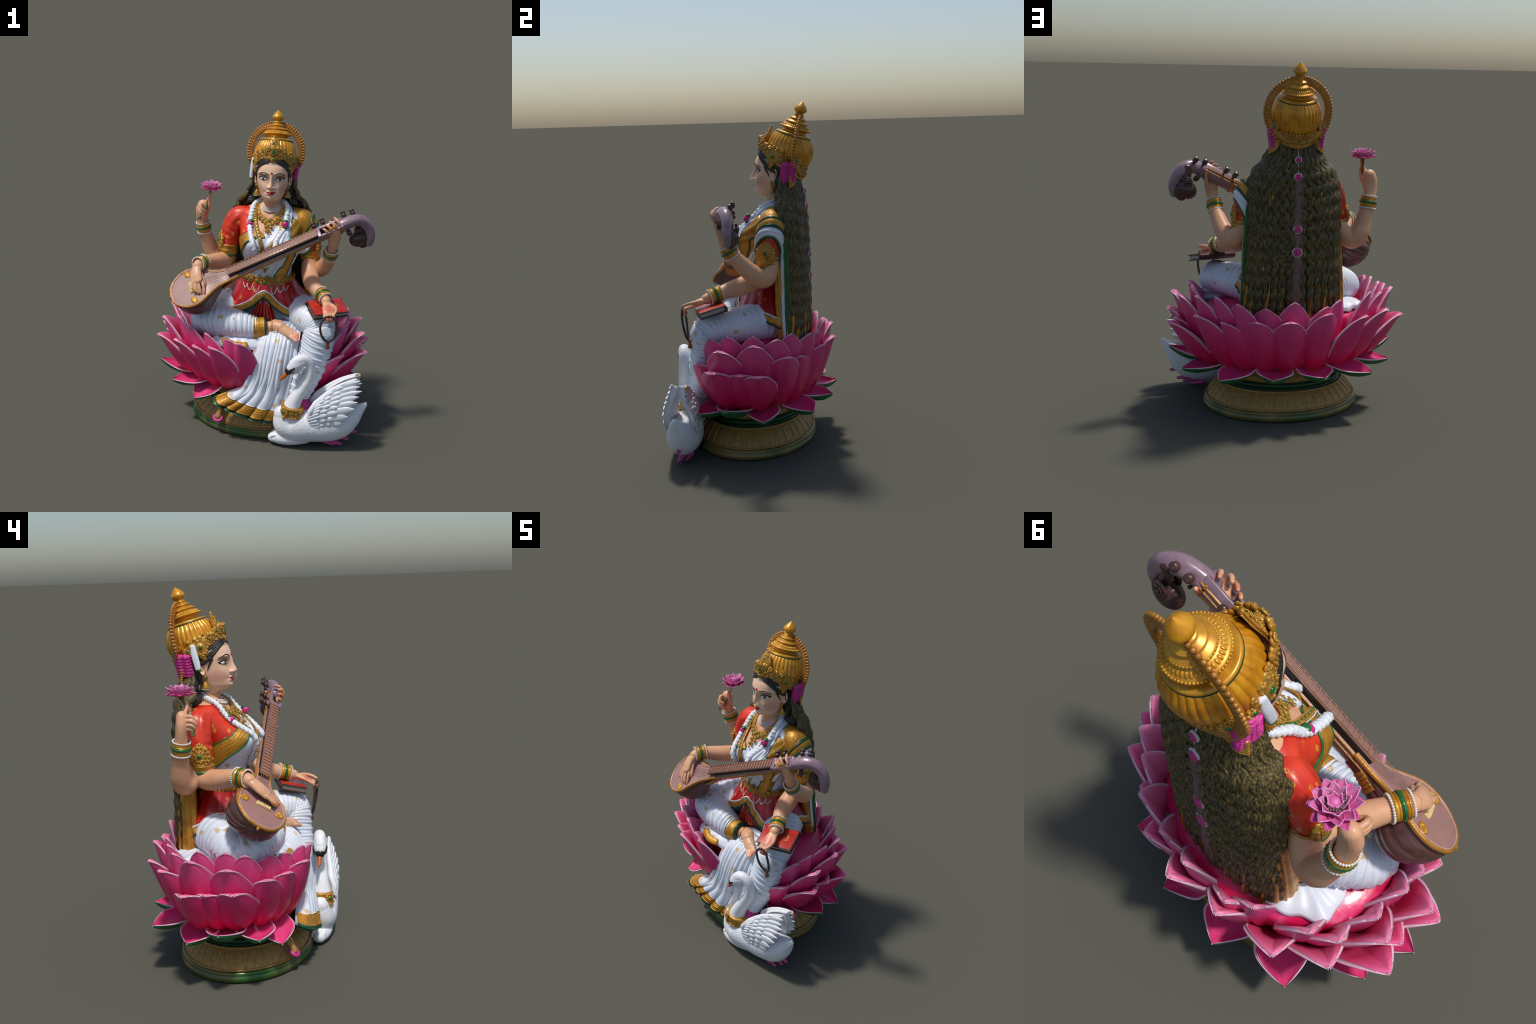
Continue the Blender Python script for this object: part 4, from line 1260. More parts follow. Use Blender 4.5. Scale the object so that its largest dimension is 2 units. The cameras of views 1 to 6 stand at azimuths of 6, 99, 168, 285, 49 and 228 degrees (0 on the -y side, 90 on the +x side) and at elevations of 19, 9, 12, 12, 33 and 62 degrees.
def rosette(mb, gm, c, nn, R, n=8, up=(0, 0, 1), gem=.36, dome=.35):
    """little gold flower with bead border; gem goes to gm"""
    F = frame_matrix(A(c), z=nn, y=up)
    lathe(mb, [(R*.98, -R*.25), (R*.95, 0), (R*.8, R*.12), (R*.5, R*.10), (.001, R*.14)], n=20, M=F)
    for k in range(n):
        a = 2*pi*k/n; Q = A([[math.cos(a), -math.sin(a), 0], [math.sin(a), math.cos(a), 0], [0, 0, 1]])
        ball(mb, F[:3, :3] @ A([R*.72*math.cos(a), R*.72*math.sin(a), R*.10]) + F[:3, 3], (R*.30, R*.22, R*.18), M=F[:3, :3] @ Q, nu=5, nv=7)
    if gem > 0 and gm is not None:
        lathe(mb, [(R*(gem+.14), R*.1), (R*(gem+.12), R*.26), (R*gem, R*.28)], n=16, M=F, cap0=False)
        ball(gm, F[:3, :3] @ A([0, 0, R*.2]) + F[:3, 3], (R*gem, R*gem, R*gem*.7), M=F[:3, :3], nu=8, nv=12)
    return F

mb, gm, pm = MB(), MB(), MB()
def belt_pt(x, z, out=.014):
    P, N = cast(BODY, A([[x, -.5, z]]), (0, 1, 0), out)
    return P[0], N[0]
P, N = belt_pt(0, .947, .012); rosette(mb, gm, P, (0, -1, .1), .038, 12, gem=.34)
for x, z, R in ((0, .985, .016), (-.052, .955, .019), (.052, .955, .019), (-.088, .960, .019), (.088, .960, .019), (-.120, .963, .016), (.120, .963, .016), (-.035, .925, .016), (.035, .925, .016),
                (-.070, .930, .015), (.070, .930, .015), (-.040, .978, .015), (.040, .978, .015), (-.075, .980, .013), (.075, .980, .013), (-.103, .980, .012), (.103, .980, .012), (-.104, .940, .012), (.104, .940, .012), (-.145, .962, .013), (.145, .962, .013), (-.056, .905, .013), (.056, .905, .013)):
    P, N = belt_pt(x, z); N = nrm(A([x*4, -1., .05]))
    rosette(mb, gm, P, N, R, 7, gem=.36)
for z, y, R in ((.898, -.068, .018), (.868, -.078, .017), (.842, -.086, .013)):
    rosette(mb, gm, (0, y, z), (0, -1, .1), R, 6, gem=.42)
# belt strap all round
k = waist_ring(.963, .010)
for zz_, rr in ((.976, .006), (.963, .008), (.950, .006)):
    P = waist_ring(zz_, .011 if rr < .007 else .008)
    sel = P[P[:, 1] > -.01]; idx = np.nonzero(P[:, 1] > -.005)[0]
    tube(mb, P[idx], [rr]*len(idx), raw=True, n=8)
for a in np.linspace(0, 2*pi, 54, endpoint=False):
    q = waist_ring(.963, .016)[int(a/(2*pi)*160) % 160]
    if q[1] > -.0: ball(mb, q, .009, nu=5, nv=7)
BELT = mb.obj('belt', M['gold_carved'])
gm.obj('gem', M['gem'], BELT, stuff=True)
# pearl swags on the sash
SASHB = mesh_bvh(SASH.data)
for s in (-1, 1):
    for a, b, d in ((.036, .078, .050), (.078, .118, .042), (.112, .145, .030)):
        t = np.linspace(0, 1, 24)
        x = s*lerp(a, b, t); z = .925 - d*4*t*(1-t)*.8
        P, _ = cast(SASHB, np.stack([x, np.full(24, -.5), z], -1), (0, 1, 0), .003)
        tube(pm, P, [.0026]*24, raw=True, n=6)
    tube(pm, [(s*.016, -.085, .90), (s*.020, -.10, .86), (s*.022, -.108, .825)], .0025, seg=10, n=6)
pm.obj('swag', M['pearl'], BELT, stuff=True)

# ------------------------------------------------------------------ necklaces and garland
def on_body(pts, off, n=120, bvh=None):
    C = spline(pts, n); P, N = conform(bvh or BODY, C, 0.)
    for _ in range(4):
        N[1:-1] = nrm(N[:-2]+N[1:-1]*2+N[2:]); P[1:-1] = (P[:-2]+2*P[1:-1]+P[2:])/4
    return P + N*off, N
gar = [(-.055, .185, 1.45), (-.085, .150, 1.445), (-.104, .110, 1.415), (-.114, .062, 1.375), (-.118, .012, 1.318), (-.104, -.052, 1.262), (-.080, -.105, 1.205), (-.058, -.095, 1.150), (-.03, -.07, 1.09), (0, -.065, 1.075),
       (.03, -.07, 1.09), (.048, -.075, 1.130), (.064, -.105, 1.215), (.086, -.05, 1.268), (.104, .0, 1.325), (.106, .062, 1.385), (.100, .110, 1.420), (.085, .150, 1.447), (.055, .185, 1.45)]
P, N = on_body(gar, .012, 300)
tt_ = np.linspace(0, 1, 300)
rad = .0165 + .0016*np.sin(tt_*2*pi*62)
G = tube_grid(P, np.stack([rad, rad*.85], 1), raw=True, n=20, hint=(0, -1, 0))
th_ = np.linspace(0, 2*pi, 20, endpoint=False)[None]; tg = np.linspace(0, 1, len(G))[:, None]
Ng = grid_normals(G); c_ = G.mean(1, keepdims=True)
G = c_ + (G-c_)*(1+.10*np.sin(th_*2+tg*2*pi*60)+.07*np.sin(th_*5-tg*2*pi*100))[..., None]
mb = MB(); mb.grid(G, cv=True, cap0=True, cap1=True); GARL = mb.obj('garland', M['garland'])
mb, g2 = MB(), MB()
for c in ((-.118, .004, 1.316), (.105, -.012, 1.333)):
    ball(mb, A(c)+A([0, -.010, .004]), (.020, .018, .022), nu=14, nv=18)
    for k in range(5):
        a = k*1.3; ball(mb, A(c)+A([.008*math.cos(a), -.018, .004+.008*math.sin(a)]), .011, nu=8, nv=10)
    ball(g2, A(c)+A([.002, -.003, .024]), (.018, .016, .009), nu=8, nv=12); ball(g2, A(c)+A([0, -.010, -.016]), (.017, .015, .008), nu=8, nv=12)
mb.obj('garland_flower', M['pink_bead'], GARL); g2.obj('garland_leaf', M['green'], GARL)

# choker of pearls (three rows round the neck)
def neck_loop(rx, ry, cy_, z, tilt, n=80):
    th = np.linspace(0, 2*pi, n, endpoint=False)
    return np.stack([rx*np.sin(th), cy_ - ry*np.cos(th), z - tilt*np.cos(th)], -1)
mb = MB()
for k, (rx, ry, z, tl) in enumerate(((.061, .062, 1.428, .020), (.066, .068, 1.422, .022), (.072, .074, 1.417, .024))):
    beads(mb, neck_loop(rx, ry, .122, z, tl), .0047, closed=True, gap=.85)
mb.obj('pearl_choker', M['pearl'], stuff=True)
# bib necklace
mb, gm = MB(), MB()
for row, (w, zt) in enumerate(((.092, 1.402), (.080, 1.388))):
    pts = [(-w, .105, zt+.006), (-w*.85, .065, zt-.018), (-w*.52, .040, zt-.050), (0, .025, zt-.068), (w*.52, .040, zt-.050), (w*.85, .065, zt-.018), (w, .105, zt+.006)]
    P, N = on_body(pts, .008, 26)
    for k, (p, q) in enumerate(zip(P, N)):
        rosette(mb, gm if k % 2 == row else None, p, q, .0125, 6, gem=.34)
for x, z, R in ((0, 1.338, .019), (0, 1.312, .016), (0, 1.290, .013), (-.022, 1.326, .014), (.022, 1.326, .014), (-.018, 1.306, .011), (.018, 1.306, .011), (-.042, 1.338, .014), (.042, 1.338, .014), (-.062, 1.352, .013), (.062, 1.352, .013), (-.012, 1.283, .007), (.012, 1.283, .007), (0, 1.272, .007)):
    P, N = cast(BODY, A([[x, -.5, z]]), (0, 1, 0), .012); rosette(mb, gm, P[0], nrm(N[0]+A([0, -.5, 0])), R, 7, gem=.42)
BIB = mb.obj('necklace', M['gold_carved']); gm.obj('gem', M['gem'], BIB, stuff=True)
# long gold chains with green stones, V to the waist
mb, gm, pm = MB(), MB(), MB()
for s in (-1, 1):
    pts = [(s*.085, .120, 1.415), (s*.092, .070, 1.380), (s*.086, .022, 1.332), (s*.062, -.050, 1.262), (s*.042, -.080, 1.190), (s*.020, -.068, 1.125), (s*.004, -.050, 1.070)]
    P, N = on_body(pts, .009, 150)
    tube(mb, P, [(.0105, .006)]*150, raw=True, n=10, hint=(0, -1, 0))
    for p, q in list(zip(P, N))[4::6]:
        ball(gm, p+q*.006, .0045, nu=6, nv=8)
    for d in (-1, 1):
        S = nrm(np.cross(np.gradient(P, axis=0), N)); beads(mb, P+S*d*.009+N*.003, .0032, nu=5, nv=6)
        beads(pm, P+S*d*.0145*(1 if d*s < 0 else .0)+N*.001, .0026, nu=5, nv=6) if d*s < 0 else None
for z, R in ((1.062, .017), (1.040, .012), (1.024, .008)):
    P, N = cast(BODY, A([[0, -.5, z]]), (0, 1, 0), .012); rosette(mb, gm, P[0], (0, -1, 0), R, 7, gem=.42)
LONG = mb.obj('long_necklace', M['gold_carved']); gm.obj('gem', M['gem'], LONG, stuff=True); pm.obj('pearl_strand', M['pearl'], LONG, stuff=True)
# ------------------------------------------------------------------ head
HEAD = [(1.425, .058, .092, .185), (1.446, .058, .086, .190), (1.457, .060, .074, .200), (1.466, .064, .046, .215), (1.476, .069, .026, .225), (1.490, .076, .014, .235), (1.510, .084, .012, .243),
        (1.535, .092, .013, .250), (1.565, .099, .018, .255), (1.600, .104, .022, .258), (1.630, .106, .018, .258), (1.660, .106, .020, .258), (1.690, .104, .032, .256), (1.720, .098, .054, .25), (1.750, .085, .085, .24), (1.775, .06, .12, .22)]
NZ, NT = 220, 300
hz = np.linspace(HEAD[0][0], HEAD[-1][0], NZ)
ha, hf, hb = curve_at(HEAD, hz)
tt = np.linspace(0, 2*pi, NT, endpoint=False)
tt = tt - .32*np.sin(tt)          # denser at the front
yc = .145
sn, cs = np.sin(tt), np.cos(tt)
fr = cs > 0
X = ha[:, None]*np.sign(sn)*np.abs(sn)**.92
Y = np.where(fr[None], yc - (yc-hf)[:, None]*np.abs(cs)**.92, yc + (hb-yc)[:, None]*np.abs(cs))
Z = np.repeat(hz[:, None], NT, 1)
def g2d(x0, z0, sx_, sz_):
    return np.exp(-((X-x0)/sx_)**2 - ((Z-z0)/sz_)**2)*fr[None]
D = np.zeros_like(X)     # forward displacement (toward -y)
# nose
nh = curve_at([(1.535, 0.), (1.548, .004), (1.556, .018), (1.562, .029), (1.568, .033), (1.576, .0315), (1.590, .026), (1.605, .019), (1.620, .013), (1.640, .006), (1.665, 0.)], np.clip(Z, 1.535, 1.665))
nw = curve_at([(1.535, .012), (1.556, .0135), (1.568, .0125), (1.590, .0095), (1.620, .0085), (1.665, .012)], np.clip(Z, 1.535, 1.665))
D += nh*np.exp(-(np.abs(X)/nw)**2.2)*fr[None]
for s in (-1, 1):
    D += .013*g2d(s*.0165, 1.561, .0075, .0075)          # wings of the nose
    D -= .010*g2d(s*.045, 1.618, .024, .013)             # socket
    D += .0075*g2d(s*.050, 1.612, .019, .0095)           # eyeball
    D += .005*g2d(s*.050, 1.645, .030, .008)             # brow ridge
    D += .006*g2d(s*.062, 1.558, .026, .026)             # cheek
    D -= .004*g2d(s*.038, 1.527, .008, .010)             # mouth corner
    D -= .0035*g2d(s*.019, 1.545, .010, .012)
D += .0085*g2d(0, 1.5305, .022, .0052)                   # upper lip
D += .0095*g2d(0, 1.5185, .018, .0058)                   # lower lip
D -= .0045*g2d(0, 1.5250, .026, .0018)
D -= .004*g2d(0, 1.506, .022, .006)
D += .005*g2d(0, 1.487, .020, .013)                      # chin
Y = Y - D
HG = np.stack([X, Y, Z], -1)
hmb = MB(); hmb.grid(HG, cv=True, cap0=True, cap1=True, flip=True)
HB = hmb.bvh()
slot = np.where((Z[:-1]+Z[1:])/2 < 1.452, 1, 0)
hm2 = MB(); hm2.grid(HG, cv=True, cap0=True, cap1=True, flip=True, slot=slot)
heads = split_by_slot(hm2, ['head', 'neck'], [M['face'], M['face']])
HEADO = heads[0]
mb = MB(); tube(mb, [(0, .145, 1.36), (0, .142, 1.40), (0, .139, 1.44), (0, .140, 1.47)], [.072, .062, .058, .058], seg=20, n=48, hint=(0, -1, 0)); mb.obj('neck', M['skin'])

# painted features: thin pieces that hug the face
def almond(s, xc, zc, L, up, dn, tilt, n=48, pin=1.0):
    """outline of an eye; s = side"""
    t = np.linspace(0, 2*pi, n, endpoint=False)
    x = np.cos(t); z = np.where(np.sin(t) > 0, up*np.abs(np.sin(t))**1.15, -dn*np.abs(np.sin(t))**1.3)
    return np.stack([s*(xc + L*x), np.full(n, -.2), zc + z + tilt*L*x + .15*tilt*L*x*x], -1)
for s in (-1, 1):
    mb = MB(); patch(mb, HB, almond(s, .0530, 1.6115, .0295, .0112, .0100, .02), (0, 1, 0), .0012); E_ = mb.obj('eyeliner', M['black'], HEADO)
    mb = MB(); patch(mb, HB, almond(s, .0515, 1.6098, .0218, .0074, .0074, .0), (0, 1, 0), .0022, dome=.0015); E_ = mb.obj('eye', M['eye_white'], HEADO)
    mb = MB(); t = np.linspace(0, 2*pi, 32, endpoint=False)
    patch(mb, HB, np.stack([s*.0515 + .0092*np.cos(t)+.001, np.full(32, -.2), 1.6100+.0074*np.sin(t)], -1), (0, 1, 0), .0030, dome=.0012, rings=5); mb.obj('iris', M['iris'], HEADO)
    mb = MB(); patch(mb, HB, np.stack([s*.0515 + .0038*np.cos(t)+.001, np.full(32, -.2), 1.6108+.0038*np.sin(t)], -1), (0, 1, 0), .0046, rings=4); mb.obj('pupil', M['black'], HEADO)
    # upper lid
    P, _ = cast(HB, np.stack([s*np.linspace(.031, .083, 30), np.full(30, -.2), 1.6115 + .0092*np.sin(np.linspace(0, 1, 30)*pi*.92) - .001*np.linspace(0, 1, 30)**2], -1), (0, 1, 0), .001)
    mb = MB(); tube(mb, P, np.r_[np.linspace(.0006, .0024, 8), np.full(14, .0026), np.linspace(.0024, .0005, 8)], raw=True, n=8); mb.obj('eyelid', M['black'], HEADO)
    # brow
    q = np.linspace(0, 1, 40)
    bx = lerp(.0185, .084, q); bz = curve_at([(0, 1.6395), (.22, 1.6475), (.48, 1.6515), (.75, 1.6455), (1, 1.6310)], q)
    P, _ = cast(HB, np.stack([s*bx, np.full(40, -.2), bz], -1), (0, 1, 0), .0008)
    mb = MB(); tube(mb, P, np.stack([.0004 + .0029*np.sin(pi*np.clip(q*.85+.12, 0, 1))**.8, np.full(40, .0016)], 1), raw=True, n=8, hint=(0, -1, 0)); mb.obj('eyebrow', M['brow'], HEADO)
n = 60; q = np.linspace(-1, 1, n)
up = 1.5265 + .0085*(1-np.abs(q)**1.6) - .0030*np.exp(-(q/.13)**2) + .0055*np.abs(q)**2
lo = 1.5255 - .0150*(1-np.abs(q)**2.2) + .0065*np.abs(q)**2
loop = np.vstack([np.stack([.0285*q, np.full(n, -.2), up], -1), np.stack([.0285*q, np.full(n, -.2), lo], -1)[::-1][1:-1]])
mb = MB(); patch(mb, HB, loop, (0, 1, 0), .0008, rings=9); mb.obj('lips', M['lip'], HEADO)
P, _ = cast(HB, np.stack([.034*q, np.full(n, -.2), 1.5240+.0085*np.abs(q)**2.2], -1), (0, 1, 0), .0004)
mb = MB(); tube(mb, P, np.r_[np.linspace(.0004, .0012, 20), np.full(20, .0012), np.linspace(.0012, .0004, 20)], raw=True, n=6); mb.obj('mouth_line', plain('mouth_line', '5a1c1c', .5), HEADO)
t = np.linspace(0, 2*pi, 28, endpoint=False)
mb = MB(); patch(mb, HB, np.stack([.0062*np.cos(t)*(1-.25*np.sin(t)), np.full(28, -.2), 1.651+.0085*np.sin(t)], -1), (0, 1, 0), .0010, dome=.0015); mb.obj('forehead_mark', M['bindi'], HEADO)

# ears and ear-rings
for s in (-1, 1):
    mb = MB()
    F = frame_matrix(A([s*.107, .142, 1.588]), z=nrm(A([s, -.35, 0])), y=(0, .12, 1))
    th = np.linspace(0, 2*pi, 40, endpoint=False)
    def er(k, h):
        w = k*(.019+.005*np.sin(th)); return np.stack([w*np.cos(th), k*.036*np.sin(th) - .002, np.full_like(th, h)], -1) @ F[:3, :3].T + F[:3, 3]
    mb.grid(np.stack([er(.8, -.02), er(1., -.004), er(1.04, .004), er(.98, .009), er(.85, .008), er(.72, .002), er(.5, -.001), er(.3, .002), er(.05, .003)]), cv=True, cap1=True)
    mb.obj('ear', M['face'], HEADO)
    mb, gm = MB(), MB()
    e = A([s*.098, .130, 1.541])
    rosette(mb, gm, e + A([s*.004, -.006, 0]), nrm(A([s*.6, -1., 0])), .0115, 7, gem=.45)
    F = frame_matrix(e + A([0, 0, -.030]), z=(0, 0, 1))
    lathe(mb, [(.004, .018), (.006, .010), (.004, .008), (.008, .003), (.015, -.010), (.019, -.022), (.0215, -.028), (.021, -.031), (.010, -.030)], n=28, M=F)
    for k in range(14):
        a = 2*pi*k/14; ball(mb, F[:3, 3]+A([.0205*math.cos(a), .0205*math.sin(a), -.028]), .0035, nu=5, nv=6)
    ER = mb.obj('earring', M['gold_carved']); gm.obj('gem', M['gem'], ER)
    mb = MB()
    for k in range(16):
        a = 2*pi*k/16; ball(mb, F[:3, 3]+A([.0195*math.cos(a), .0195*math.sin(a), -.0345]), .0034, nu=5, nv=6)
    mb.obj('earring_pearl', M['pearl'], ER, stuff=True)
# nose ring and its chain to the left ear
mb = MB()
P = spline([(.018, -.003, 1.561), (.028, -.008, 1.567), (.041, -.003, 1.565), (.050, .003, 1.553), (.051, .004, 1.538), (.047, .005, 1.527)], 40)
tube(mb, P, [.0017]*40, raw=True, n=8)
beads(mb, P[26:], .0030, nu=5, nv=6)
P = spline([(.047, .002, 1.527), (.062, .008, 1.531), (.078, .028, 1.543), (.092, .062, 1.572), (.1, .09, 1.605), (.104, .10, 1.63)], 40)
P, _ = conform(HB, P, .0015); tube(mb, P, [.0013]*40, raw=True, n=6)
mb.obj('nose_ring', M['silver'])

# ------------------------------------------------------------------ hair
mb = MB()
mb.grid(np.stack([np.stack([1.035*ha_*np.sin(t_:=np.linspace(0, 2*pi, 80, endpoint=False)), .150 - (.150-yf_)*np.cos(t_)*(np.cos(t_) > 0) - (.262-.150)*np.cos(t_)*(np.cos(t_) <= 0), np.full(80, z_)], -1) for z_, ha_, yf_ in
     ((1.46, .07, .155), (1.52, .095, .150), (1.57, .106, .135), (1.61, .110, .118), (1.65, .111, .100), (1.68, .110, .080), (1.705, .108, .066), (1.73, .102, .068), (1.76, .085, .09))]), cv=True, cap0=True, cap1=True, flip=True)
HAIR0 = mb.obj('hair', M['hair_black'])
mb = MB()
for s in (-1, 1):
    for k in range(5):
        o = k*.0085
        P = spline([(s*(.030-o*.4), .046+o*.3, 1.712+o*.9), (s*.054, .052+o*.3, 1.700+o), (s*.074, .064+o*.4, 1.682+o), (s*.092, .084+o*.5, 1.656+o*.9), (s*.102, .106+o*.4, 1.630+o*.6), (s*.110, .132+o*.3, 1.610+o*.2)], 40)
        P = P + A([0, 0, 1])[None]*(.0025*np.sin(np.linspace(0, 9, 40)+k))[:, None]
        tube(mb, P, np.linspace(.0075, .0095, 40), raw=True, n=10)
    # dark strands from behind the ear over the shoulder
    for k in range(4):
        P = spline([(s*(.106+.004*k), .158+.012*k, 1.570), (s*(.108+.004*k), .160+.014*k, 1.515), (s*(.112+.010*k), .160+.014*k, 1.470), (s*(.132+.014*k), .158+.016*k, 1.435), (s*(.160+.012*k), .178+.012*k, 1.412), (s*(.182+.010*k), .20+.010*k, 1.392)], 60)
        q = np.linspace(0, 1, 60); P[:, 2] += .006*np.sin(q*20+k*2)*q; P[:, 0] += s*.006*np.sin(q*18+k*2+1)*sstep(0, .3, q)
        tube(mb, P, np.linspace(.013, .016, 60), raw=True, n=10)
    # short wisp at the temple
    P = spline([(s*.098, .09, 1.632), (s*.103, .105, 1.60), (s*.101, .115, 1.575)], 20); tube(mb, P, np.linspace(.008, .001, 20), raw=True, n=8)
mb.obj('hair_lock', M['hair_black'], HAIR0)

# long wavy hair down the back
HZ = [(.60, .262, .200, .306), (.66, .268, .200, .306), (.72, .266, .202, .306), (.90, .252, .206, .306), (1.10, .246, .208, .305), (1.25, .244, .206, .301), (1.34, .240, .192, .296), (1.40, .222, .182, .292), (1.45, .182, .176, .288), (1.50, .150, .176, .280), (1.55, .130, .180, .268), (1.62, .110, .190, .255)]
def hair_pt(phi, z):
    """phi -1..1 from the left edge round the back to the right edge"""
    w, yf, yb = curve_at(HZ, np.clip(z, .60, 1.62))
    a = phi*pi/2*1.04
    s_, c_ = np.sin(a), np.cos(a)
    return np.stack([w*np.sign(s_)*np.abs(s_)**.90, yf + (yb-yf)*np.sign(c_)*np.abs(c_)**.80, z], -1)
zz = np.linspace(.60, 1.62, 120)
ph = np.linspace(-1, 1, 80)
G = np.stack([hair_pt(ph, np.full(80, z)) for z in zz])
Gf = G[:, ::-1].copy(); Gf[..., 1] = lerp(Gf[..., 1], .19, .75); Gf[..., 0] *= .93
mb = MB(); mb.grid(np.concatenate([G, Gf], 1), cv=True, cap0=True, cap1=True)
HAIRB = mb.obj('back_hair', M['hair_black'])
NL = 18
for k in range(NL):
    c0 = -1 + 2*(k+.5)/NL
    rr = random.Random(50+k)
    q = np.linspace(0, 1, 200)
    z = lerp(1.575, .606 + rr.uniform(0, .012), q)
    side = -1 if c0 < 0 else 1
    # all locks of one side wave nearly together, so that they lie side by side
    wph = 2*pi*(1.575-z)/.074 + .9*np.sin(z*5+k*.45) + .35*k*side + rr.uniform(-.25, .25)
    ampw = (1.0/NL)*.62*sstep(.02, .14, q)*(1 - .70*sstep(.58, .85, q))
    p = c0 + ampw*np.sin(wph)*1.0 + .008*np.sin(z*6+k*1.7)
    P = hair_pt(np.clip(p, -1.02, 1.02), z)
    nn = nrm((P - np.stack([P[:, 0]*.55, np.full(200, .17), z], -1)))
    P = P + nn*(.003 + .0035*np.sin(wph+1.2))[:, None]
    w = curve_at(HZ, z)[0]
    r = np.clip(w*pi/2*1.10/NL*1.10, .007, .0225)*(1-.25*sstep(.93, 1, q))
    Gt = tube_grid(P, np.stack([r, r*.80], 1), raw=True, n=28, hint=nn)
    tq = np.linspace(0, 1, len(Gt))[:, None]; tn = np.linspace(0, 2*pi, 28, endpoint=False)[None]
    c_ = Gt.mean(1, keepdims=True); Gt = c_ + (Gt-c_)*(1 + .085*np.sin(tn*7+k+1.5*np.sin(tq*14+k)) + .05*np.sin(tn*3+2*k+6*tq))[..., None]
    mb = MB(); mb.grid(Gt, cv=True, cap0=True, cap1=True)
    mb.obj('lock', M['hair'], HAIRB)
# gold streaks of cloth showing at the lower hair
mb = MB()
for p0, za, zb, wd in ((-.93, .612, 1.00, .020), (.93, .612, .92, .024), (-.80, .612, .86, .014), (.80, .612, .82, .016), (-.36, .612, .80, .011), (.33, .612, .82, .012), (-.60, .612, .72, .012), (.62, .612, .74, .012), (0.14, .612, .72, .010), (-.15, .612, .74, .01)):
    z = np.linspace(zb, za, 40); P = hair_pt(np.clip(p0 + .02*np.sin(z*22), -1, 1), z) + A([.012*np.sign(p0), .012, 0]); q = np.linspace(0, 1, 40)
    tube(mb, P, np.stack([wd*(.15+.85*q), np.full(40, .010)], 1), raw=True, n=10, hint=(0, 1, 0))
mb.obj('hair_gold', M['gold_cloth'], HAIRB)
mb = MB()
for p0, z0 in ((-.32, 1.30), (.34, 1.285), (-.45, 1.03), (.43, 1.02), (.47, .89)):
    P = hair_pt(A([p0]), A([z0]))[0]; ball(mb, P + A([0, .017, 0]), (.007, .006, .014), nu=8, nv=10)
mb.obj('hair_charm', M['gold_cloth'], HAIRB, stuff=True)
# mauve ribbon down the middle with pink buttons
z = np.linspace(1.395, .615, 160); hw = curve_at([(.6, .028), (.75, .024), (1.0, .028), (1.2, .026), (1.39, .022)], z)
P = np.stack([.003*np.sin(z*18)-.002, hair_pt(np.zeros(160), z)[:, 1]+.013, z], -1)
Gt = tube_grid(P, np.stack([hw, np.full(160, .010)], 1), raw=True, n=40, hint=(0, 1, 0), power=.7)
tn = np.linspace(0, 2*pi, 40, endpoint=False)[None]; tq = np.linspace(0, 1, len(Gt))[:, None]
Gt[..., 1] += .0022*np.sin(Gt[..., 0]*900 + 2*np.sin(Gt[..., 2]*40))
mb = MB(); mb.grid(Gt, cv=True, cap0=True, cap1=True); RIB = mb.obj('hair_ribbon', M['hair_ribbon'])
mb = MB(); P = np.stack([0*z[:30], hair_pt(np.zeros(30), np.linspace(1.55, 1.40, 30))[:, 1]+.016, np.linspace(1.55, 1.40, 30)], -1)
beads(mb, P, .004); mb.obj('hair_chain', M['silver'], RIB, stuff=True)
for zz_, R in ((1.486, .016), (1.394, .020), (1.112, .021), (.985, .024)):
    y = hair_pt(A([0.]), A([zz_]))[0][1] + .021
    F = frame_matrix(A([0, y, zz_]), z=(0, 1, .05), y=(0, 0, 1))
    mb = MB(); lathe(mb, [(R*.95, -.006), (R, .002), (R*.85, .008), (R*.55, .009), (R*.42, .006), (R*.36, .010), (R*.2, .013), (.001, .0135)], n=28, M=F); mb.obj('button', M['pink_bead'], RIB)
    mb = MB(); lathe(mb, [(R*1.25, -.006), (R*1.22, .001), (R*.98, .003)], n=28, M=F); mb.obj('button_ring', M['silver'], RIB)
# ------------------------------------------------------------------ crown (its own tilted frame; h along the axis, 0 at the collar)
tilt = math.radians(17)
CF = frame_matrix(A([0, .2500, 1.8135]), z=A([0, math.sin(tilt), math.cos(tilt)]), x=(1, 0, 0))
def C(p): return CF[:3, :3] @ A(p) + CF[:3, 3]
NF = 32
mb = MB()
prof = spline([(.085, -.205), (.104, -.185), (.122, -.155), (.132, -.12), (.133, -.085), (.124, -.045), (.108, -.015), (.098, -.004)], 60)
n = NF*10
lathe(mb, prof, n=n, M=CF, sy=1.04, fn=lambda th, i: 1 + .045*(np.abs(np.cos(th*NF/2))**.7 - .5)*np.minimum(1, (59-i)/6)*np.minimum(1, i/4+.2))
CROWN = mb.obj('crown', M['gold_orange'])
mb = MB()
lathe(mb, spline([(.097, -.010), (.104, -.006), (.106, .000), (.102, .006), (.094, .008), (.080, .009), (.071, .012), (.069, .020), (.074, .027), (.084, .030), (.088, .034), (.088, .040), (.080, .046), (.068, .056), (.062, .060), (.060, .064), (.064, .067), (.064, .072), (.056, .078), (.046, .084), (.044, .088), (.048, .091), (.047, .096), (.038, .101), (.030, .106), (.0275, .110), (.031, .113), (.030, .117), (.024, .121), (.0225, .126), (.026, .129), (.024, .132)], 150), n=96, M=CF)
mb.obj('tier', M['gold'], CROWN)
mb = MB()
lathe(mb, spline([(.018, .129), (.026, .131), (.0345, .138), (.0375, .147), (.035, .157), (.027, .169), (.016, .181), (.006, .191), (.001, .1955)], 40), n=48, M=CF)
mb.obj('finial', M['gold_orange'], CROWN)
mb = MB()
